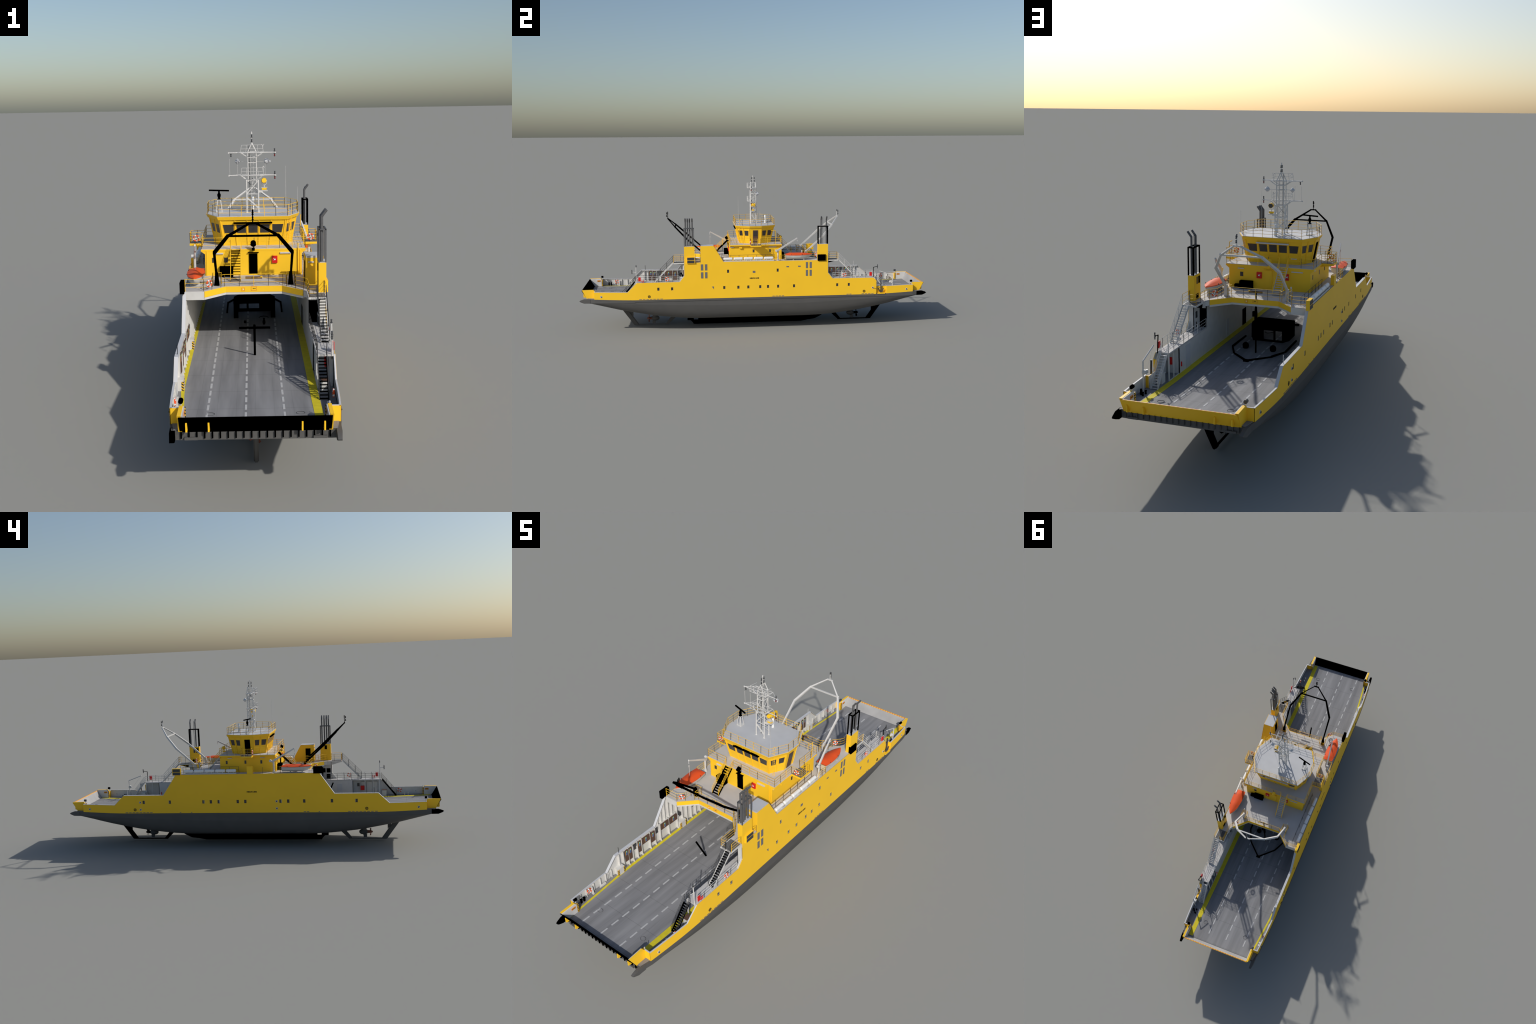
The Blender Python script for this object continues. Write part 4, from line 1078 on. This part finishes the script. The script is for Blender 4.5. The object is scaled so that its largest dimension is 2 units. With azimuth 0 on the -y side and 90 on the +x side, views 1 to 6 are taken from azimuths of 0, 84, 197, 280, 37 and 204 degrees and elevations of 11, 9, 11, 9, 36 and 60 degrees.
# ventilation louvre boxes at the four corners of the superstructure
for sx in (-1, 1):
    for s in (-1, 1):
        blk = (sx == s)
        b = MB()
        x0, x1 = sx * 0.2140, sx * 0.2275
        b.box(x0, x1, s * 0.3500, s * 0.3955, 0.4025, 0.4385, 0)
        if not blk:
            for z0, z1 in ((0.4045, 0.4190), (0.4215, 0.4362)):
                b.box(x1, x1 + sx * 0.0006, s * 0.3530, s * 0.3925, z0, z1, 1)
                for k in range(6): b.box(x1 + sx * 0.0006, x1 + sx * 0.0012, s * 0.3530, s * 0.3925, z0 + 0.0008 + 0.0023 * k, z0 + 0.0016 + 0.0023 * k, 1)
        b.build('louvre_box', ['black', 'black'] if blk else ['yellow', 'dark'], root)
# wedge-shaped casing house at (+x,-y)
b = MB()
b.xprism([(-0.3170, 0.4050), (-0.3170, 0.4985), (-0.2440, 0.4985), (-0.1920, 0.4070), (-0.1920, 0.4050)], 0.1640, 0.2190, 0)
b.zprism([(0.1645, -0.3170), (0.2185, -0.3170), (0.2185, -0.2440), (0.1645, -0.2440)], 0.4985, 0.5000, 1)
b.box(0.1660, 0.2160, -0.3172, -0.3165, 0.4950, 0.5015, 1)
b.build('casing_house', ['yellow', 'roof'], root)
b = MB()
b.box(0.1628, 0.1645, -0.2985, -0.2705, 0.4100, 0.4795, 0)
b.build('casing_house_door', 'black', root)
b = MB(); b.box(0.172, 0.190, -0.3215, -0.3168, 0.4800, 0.4840, 0); b.box(0.176, 0.184, -0.3185, -0.3168, 0.4600, 0.4720, 1); b.build('lamp_housing', ['crane', 'yellow'], root)
# small yellow locker on the port side shell
b = MB(); b.box(-0.2205, -0.2060, -0.0345, -0.0040, 0.4040, 0.4438); b.build('side_locker', 'yellow', root)

# ------------------------------------------------------------------ hull side openings and marks
WIN = [(1, y, 0.2590, 0.0060, 0.0086) for y in (-0.5579, -0.4808, -0.1864, -0.1061, -0.0493, 0.0189, 0.0637, 0.1218, 0.2138, 0.4651, 0.5331)]
WIN += [(1, y, 0.3524, 0.0058, 0.0090) for y in (-0.1636, 0.1196)]
WIN += [(-1, y, 0.2586, 0.0062, 0.0090) for y in (-0.1748, -0.2150, -0.2980, -0.4409, -0.5658, 0.5658, 0.4209, 0.2366, 0.1962, 0.1540, 0.0517, 0.0113)]
cut = MB()
for sx, y, z, w, h in WIN: cut.box(sx * 0.2120, sx * 0.2260, y - w, y + w, z - h, z + h)
cutter = cut.build('window_cutter', 'white', root)
for ob in [o for o in bpy.data.objects if o.name.startswith(('side_shell', 'bulwark_lining'))]:
    md = ob.modifiers.new('cut', 'BOOLEAN'); md.operation = 'DIFFERENCE'; md.solver = 'EXACT'; md.object = cutter
    bpy.context.view_layer.update()
    me = bpy.data.meshes.new_from_object(ob.evaluated_get(bpy.context.evaluated_depsgraph_get()))
    ob.modifiers.clear(); ob.data = me
bpy.data.objects.remove(cutter)
for sx, y, z, w, h in WIN:
    # pale reveal box behind the opening, dark pane at its back
    b = MB(); X = sx * shell_x(y); d = 0.0036
    e = 0.0007
    for y0, y1, z0, z1 in ((y - w - e, y - w, z - h - e, z + h + e), (y + w, y + w + e, z - h - e, z + h + e), (y - w, y + w, z - h - e, z - h), (y - w, y + w, z + h, z + h + e)):
        b.box(X - sx * 0.0004, X - sx * d, y0, y1, z0, z1, 1)
    b.box(X - sx * d, X - sx * (d + 0.0008), y - w - e, y + w + e, z - h - e, z + h + e, 0)
    b.build('side_window', ['glass', 'capgrey'], root)
b = MB()
for y, w in ((-0.3107, 0.0068), (-0.2876, 0.0068), (0.2877, 0.0062), (0.3097, 0.0062)):
    for z in (0.3780, 0.3327): b.box(0.2200, 0.2211, y - w, y + w, z - 0.0177, z + 0.0177)
for y, z, w, h in ((-0.0163, 0.3460, 0.0075, 0.0060), (0.1770, 0.3718, 0.0075, 0.0035), (0.2438, 0.3721, 0.0075, 0.0035)): b.box(0.2200, 0.2211, y - w, y + w, z - h, z + h)
b.prism([(-0.2575, 0.2660), (-0.2455, 0.2670), (-0.2455, 0.2510)], lambda u, v, w: (w, u, v), 0.2200, 0.2211)
b.build('side_louvre', 'panelgrey', root)
def ring_mark(sx, y, z):
    """Dark ring with a diagonal cross (bow-thruster style mark)."""
    b = MB(); x = sx * (shell_x(y) + 0.0001); n = 20
    for i in range(n):
        a0, a1 = 2 * math.pi * i / n, 2 * math.pi * (i + 1) / n
        q = [(r * math.cos(a), r * math.sin(a)) for r, a in ((0.0052, a0), (0.0078, a0), (0.0078, a1), (0.0052, a1))]
        b.prism([(y + u, z + v) for u, v in q], lambda u, v, w: (w, u, v), x - sx * 0.001, x + sx * 0.0006)
    for a in (math.pi / 4, 3 * math.pi / 4):
        d = V((0, math.cos(a), math.sin(a))); c = V((x, y, z)); b.beam(c - d * 0.0058, c + d * 0.0058, 0.0012, 0.0020, up=(0, -d.z, d.y))
    return b.build('thruster_mark', 'text', root)
ring_mark(1, -0.6099, 0.2172); ring_mark(1, 0.6231, 0.2174); ring_mark(-1, -0.6165, 0.2176); ring_mark(-1, 0.6169, 0.2182)
# mooring fairleads
def fairlead(sx, y, z, dark='dark'):
    b = MB(); x = sx * shell_x(y)
    b.cyl((x - sx * 0.002, y, z), (x + sx * 0.0012, y, z), 0.0060, n=12, m=0); b.cyl((x, y, z), (x + sx * 0.0017, y + 0.0012, z + 0.0010), 0.0042, n=12, m=1)
    b.build('fairlead', ['capgrey', dark], root)
for sx, y, z in ((1, -0.8771, 0.2211), (1, 0.8773, 0.2225), (-1, -0.8758, 0.2212), (-1, 0.8774, 0.2216), (1, 0.6742, 0.2371), (-1, 0.5857, 0.2579), (-1, 0.5853, 0.2189), (-1, -0.1543, 0.2585), (-1, -0.1540, 0.2207)):
    fairlead(sx, y, z, 'black' if sx * y > 0 and abs(y) > 0.8 else 'dark')
# draught and thruster text along the waterline: rows of small grey dashes
b = MB()
for sx, y0, y1 in ((1, -0.6684, -0.5322), (1, 0.0860, 0.1580), (1, 0.5186, 0.5505), (1, 0.6067, 0.6818), (-1, 0.5172, 0.6739), (-1, -0.3245, -0.2918), (-1, -0.6739, -0.5190), (-1, -0.3800, -0.3700), (-1, 0.30, 0.308), (-1, 0.36, 0.37)):
    n = max(1, round((y1 - y0) / 0.0195)); d = (y1 - y0) / n
    for k in range(n):
        y = y0 + d * (k + 0.5); x = sx * shell_x(y); b.box(x - sx * 0.001, x + sx * 0.0006, y - d * 0.37, y + d * 0.37, 0.2008, 0.2040)
b.build('waterline_mark', 'panelgrey', root)
# company lettering
def lettering(body, size, loc, rot, name):
    cu = bpy.data.curves.new(name, 'FONT'); cu.body = body; cu.size = size; cu.extrude = 0.0003; cu.align_x = 'CENTER'; cu.align_y = 'CENTER'; cu.offset = 0.00035; cu.resolution_u = 2
    o = bpy.data.objects.new(name, cu); bpy.context.scene.collection.objects.link(o)
    bpy.context.view_layer.update()
    me = bpy.data.meshes.new_from_object(o.evaluated_get(bpy.context.evaluated_depsgraph_get()))
    bpy.data.objects.remove(o); bpy.data.curves.remove(cu)
    me.materials.clear(); me.materials.append(M['text'])
    o = bpy.data.objects.new(name, me); bpy.context.scene.collection.objects.link(o); o.location, o.rotation_euler, o.parent = loc, rot, root
    return o
h = math.pi / 2
lt = lettering('HERON LINE', 0.0105, (0.2209, -0.0145, 0.3092), (h, 0, h), 'name_lettering')
w = lt.dimensions.x
lt.scale = (0.0525 / max(w, 1e-4), 1, 1)
l2 = instance(lt, (-0.2209, -0.0250, 0.3092), (h, 0, -h), lt.scale)

# ------------------------------------------------------------------ life-saving gear
def lifebuoy_mesh():
    b = MB(); R, r, n, k = 0.0096, 0.0024, 24, 8
    for i in range(n):
        rr = []
        for a in (2 * math.pi * i / n, 2 * math.pi * (i + 1) / n):
            rr.append([V(((R + r * math.cos(t)) * math.cos(a), r * math.sin(t), (R + r * math.cos(t)) * math.sin(a))) for t in [2 * math.pi * j / k for j in range(k)]])
        b.loft(rr, m=1 if (i % 6) in (0, 1) else 0, caps=False)
    for a in (90, 215, 325):
        d = V((math.cos(math.radians(a)), 0, math.sin(math.radians(a)))); b.beam(V((0, 0, 0)), d * 0.0070, 0.0022, 0.0010, up=(0, 1, 0), m=1)
    o = b.build('lifebuoy', ['orange', 'raft'], root, fix=False)
    for p in o.data.polygons: p.use_smooth = True
    return o
lb = lifebuoy_mesh()
spots = [((-0.1389, -0.3560, 0.4258), 0.75), ((0.1396, 0.3560, 0.4254), 0.75), ((0.2004, -0.0345, 0.5150), 0), ((-0.2000, -0.0345, 0.5150), 0), ((0.2190, -0.5069, 0.3155), h), ((0.2190, 0.5071, 0.3155), h),
         ((-0.2055, -0.8277, 0.2271), h - 0.04), ((-0.2055, 0.8251, 0.2290), h + 0.04), ((0.2040, -0.7862, 0.2283), h)]
for i, (p, rz) in enumerate(spots):
    if i == 0: lb.location = p; lb.rotation_euler = (0, 0, rz if p[0] < 0 else -rz)
    else: instance(lb, p, (0, 0, rz if not (i == 1) else rz))
lb.rotation_euler = (0, 0, 0.78)
# inflatable-raft canisters on cradles
b = MB()
b.revolve((0, -0.0262, 0), (0, 1, 0), [(0, 0.0055), (0.004, 0.0084), (0.0485, 0.0084), (0.0524, 0.0055)], n=16, m=0)
for y in (-0.012, 0.012):
    b.box(-0.0065, 0.0065, y - 0.0015, y + 0.0015, -0.0155, -0.0060, 1)
b.box(-0.0075, 0.0075, -0.020, 0.020, -0.0125, -0.0105, 1)
raft = b.build('raft_canister', ['raft', 'white'], root, smooth=35)
pos = [(0.2085, -0.1623 + 0.0580 * k, 0.4215) for k in range(5)] + [(-0.2085, 0.0818 + 0.0577 * k, 0.4210) for k in range(5)]
raft.location = pos[0]
for p in pos[1:]: instance(raft, p)
b = MB(); b.box(0.2140, 0.2172, -0.1920, 0.1000, 0.4052, 0.4105); b.box(-0.2172, -0.2140, 0.0530, 0.3420, 0.4052, 0.4105); b.build('raft_coaming', 'capgrey', root)
# lifeboats: white hull, orange canvas cover
def lifeboat(xc, ys, yb):
    """ys stern, yb bow (may run either way)."""
    d = 1 if yb > ys else -1; L = abs(yb - ys)
    b1, b2 = MB(), MB(); ra, rb = [], []
    for i in range(15):
        t = i / 14; y = ys + d * L * t
        hw = 0.0240 + 0.0040 * math.sin(math.pi * min(t * 1.6, 1.0)) if t < 0.45 else 0.0262 * (1 - ((t - 0.45) / 0.55) ** 2.2) + 0.0004
        zs = 0.4365 + 0.0015 * (2 * t - 1) ** 2
        zk = 0.4095 + 0.024 * max(0, (t - 0.72) / 0.28) ** 1.6
        ra.append([V((xc - hw, y, zs)), V((xc - hw * 0.93, y, zs - (zs - zk) * 0.55)), V((xc - hw * 0.5, y, zk + 0.002)), V((xc, y, zk)), V((xc + hw * 0.5, y, zk + 0.002)), V((xc + hw * 0.93, y, zs - (zs - zk) * 0.55)), V((xc + hw, y, zs))])
        rz = zs + 0.0105 * min(1, t * 6 + 0.15) * (1 - 0.85 * max(0, (t - 0.6) / 0.4) ** 1.3)
        rb.append([V((xc - hw * 1.03, y, zs - 0.002)), V((xc - hw * 1.03, y, zs + 0.0008)), V((xc - hw * 0.5, y, zs + (rz - zs) * 0.62)), V((xc, y, rz)), V((xc + hw * 0.5, y, zs + (rz - zs) * 0.62)), V((xc + hw * 1.03, y, zs + 0.0008)), V((xc + hw * 1.03, y, zs - 0.002))])
    b1.loft(ra); b2.loft(rb)
    for t in (0.28, 0.68):
        y = ys + d * L * t
        for sx in (-1, 1): b1.beam((xc + sx * 0.013, y, 0.4052), (xc + sx * 0.013, y, 0.4170), 0.0030, 0.0030)
        b1.box(xc - 0.016, xc + 0.016, y - 0.002, y + 0.002, 0.4052, 0.4080)
    g = group('lifeboat', root)
    b1.build('lifeboat_hull', 'boathull', g, smooth=40); b2.build('lifeboat_cover', 'orange', g, smooth=40)
    b3 = MB()
    for t in (0.2, 0.6):
        for sx in (-1, 1): b3.box(xc + sx * 0.0262 - 0.0014, xc + sx * 0.0262 + 0.0014, ys + d * L * t - 0.0014, ys + d * L * t + 0.0014, 0.4375, 0.4410)
    b3.build('cover_lashing', 'dark', g)
lifeboat(-0.1880, -0.1845, -0.3400)
lifeboat(0.1890, 0.1685, 0.3220)
# boat cranes
def crane(base, knee, tip, drop, ball):
    b = MB(); base, knee, tip = V(base), V(knee), V(tip)
    b.cyl(base, base + V((0, 0, 0.012)), 0.0072, 0.0062, n=10); b.cyl(base, knee, 0.0046, 0.0042, n=10)
    b.beam(knee - (tip - knee) * 0.10, tip, 0.0078, 0.0100, w2=0.0050, h2=0.0060)
    b.cyl(ball - V((0.006, 0, 0)), ball + V((0.006, 0, 0)), 0.0065, n=12)
    b.cyl(tip - V((0, 0, 0.001)), tip - V((0, 0, 0.018)), 0.0014, n=6)
    if drop: b.cyl(tip - V((0, 0, 0.024)), tip - V((0, 0, drop)), 0.0008, n=5); b.box(tip.x - 0.0015, tip.x + 0.0015, tip.y - 0.0015, tip.y + 0.0015, tip.z - 0.034, tip.z - 0.024)
    b.build('boat_crane', 'crane', root, smooth=40)
crane((-0.1985, -0.1428, 0.4052), (-0.1985, -0.1428, 0.4680), (-0.1878, -0.2528, 0.5290), 0.080, V((-0.205, -0.1275, 0.4690)))
crane((0.2060, 0.1232, 0.4052), (0.2060, 0.1232, 0.4650), (0.1850, 0.2368, 0.5300), 0.0, V((0.210, 0.1130, 0.4640)))

# ------------------------------------------------------------------ small outfit
# name boards on the portal railings
for s in (-1, 1):
    b = MB(); b.box(-0.0265, 0.0265, s * 0.3055, s * 0.3070, 0.4275, 0.4355, 0); b.box(0.0215, 0.0275, s * 0.3050, s * 0.3078, 0.4335, 0.4362, 1)
    for k in range(9): b.box(-0.0090 + 0.0024 * k, -0.0074 + 0.0024 * k, s * 0.3070, s * 0.3074, 0.4298, 0.4328, 2)
    b.build('name_board', ['brown', 'yellow', 'text'], root)
for s in (-1, 1):
    b = MB(); b.cyl((-0.2130, s * 0.6550, 0.2960), (-0.2130, s * 0.6550, 0.3240), 0.0010, n=6); b.build('flag_staff', 'black' if s < 0 else 'crane', root)
# fire cabinet, extinguishers on the promenades; signal posts at their ends
for s in (-1, 1):
    b = MB(); b.box(0.2120, 0.2185, s * 0.6680, s * 0.6550, 0.3060, 0.3280); b.build('fire_cabinet', 'red', root)
    b = MB()
    for y in ((0.6480, 0.6400) if s < 0 else ()): b.revolve((0.2150, s * y, 0.2990), (0, 0, 1), [(0, 0.0022), (0.010, 0.0022), (0.014, 0.0010), (0.016, 0.0008)], n=8)
    if s > 0: b.revolve((WALL - 0.002, 0.588, 0.2230), (0, 0, 1), [(0, 0.0024), (0.013, 0.0024), (0.017, 0.0010)], n=8)
    b.build('fire_extinguisher', 'red', root, smooth=40)
    mt = 'crane' if s < 0 else 'black'
    b = MB()
    top = 0.3860 if s < 0 else 0.3560
    b.cyl((0.2110, s * 0.6800, 0.2930), (0.2085, s * 0.6790, top), 0.0020, n=8, m=0)
    b.cyl((0.2085, s * 0.6790, 0.3545), (0.2080, s * 0.7030, 0.3590), 0.0016, n=6, m=0)
    lamp(b, 0.2080, s * 0.7030, 0.3600, 1, 1, 1); lamp(b, 0.2080, s * 0.7030, 0.3580, -1, 1, 1)
    if s < 0: lamp(b, 0.2085, s * 0.6790, top, 1, 1, 1)
    b.build('signal_post', [mt, 'dark'], root, smooth=40)
    # mooring winch covers, bollards and chests under the stairs
    b = MB()
    for y in (0.8135, 0.8330):
        for dy in (0,): b.revolve((0.1880, s * y, deck_z(y)), (0, 0, 1), [(0, 0.0035), (0.008, 0.0028), (0.010, 0.0042), (0.012, 0.0042)], n=10)
    b.build('bollard', 'white' if s < 0 else 'black', root, smooth=40)
    b = MB()
    for y in (0.862, 0.876):
        b.revolve((-0.1985, s * y, deck_z(y)), (0, 0, 1), [(0, 0.0040), (0.014, 0.0034), (0.0165, 0.0050), (0.019, 0.0050)], n=10)
    b.build('bollard', 'black' if s < 0 else 'white', root, smooth=40)
    b = MB(); b.box(0.1800, 0.1990, s * 0.6900, s * 0.7140, 0.2010, 0.2330, 0); b.box(0.1785, 0.2000, s * 0.6890, s * 0.7150, 0.2330, 0.2350, 1); b.build('deck_chest', ['white', 'brown' if s < 0 else 'white'], root)
    b = MB(); b.box(0.1990, 0.2050, s * 0.5920, s * 0.5705, 0.2310, 0.2560) if s < 0 else b.box(0.1960, 0.2060, 0.6010, 0.6050, 0.2305, 0.2560); b.build('fire_cabinet', 'red', root)
    b = MB()     # ladder-like folded gear against the port bulwark
    for k in range(5): b.cyl((-0.2105, s * (0.705 + 0.008 * k), 0.2035), (-0.2105, s * (0.705 + 0.008 * k), 0.2350), 0.0007, n=5, m=1)
    b.box(-0.2090, -0.2040, s * 0.745, s * 0.775, 0.2008, 0.2090)
    b.hexa([(-0.2060, s * 0.812, 0.2010), (-0.1960, s * 0.812, 0.2010), (-0.1960, s * 0.8185, 0.2010), (-0.2060, s * 0.8185, 0.2010)], [(-0.2070, s * 0.812, 0.2380), (-0.2040, s * 0.812, 0.2380), (-0.2040, s * 0.8185, 0.2380), (-0.2070, s * 0.8185, 0.2380)])
    b.build('bulwark_gear', ['white', 'dark' if s > 0 else 'capgrey'], root)
b = MB()
b.cyl((0.2060, 0.7940, 0.2010), (0.2050, 0.7945, 0.3040), 0.0026, n=8); b.cyl((0.2050, 0.7945, 0.3035), (0.2065, 0.7170, 0.3315), 0.0022, n=8)
b.cyl((0.196, 0.7890, 0.2660), (0.209, 0.7890, 0.2660), 0.0075, n=12); b.cyl((0.1985, 0.7800, 0.2610), (0.1985, 0.7830, 0.2720), 0.0040, n=8); b.cyl((0.2065, 0.7175, 0.331), (0.2040, 0.770, 0.2680), 0.0003, n=4)
b.build('mooring_davit', 'crane', root, smooth=40)
b = MB()
b.cyl((0.2030, 0.8160, 0.2010), (0.2030, 0.8160, 0.2180), 0.0035, n=8); b.cyl((0.1980, 0.8240, 0.2010), (0.1980, 0.8240, 0.2230), 0.0035, n=8)
b.build('bollard', 'black', root)
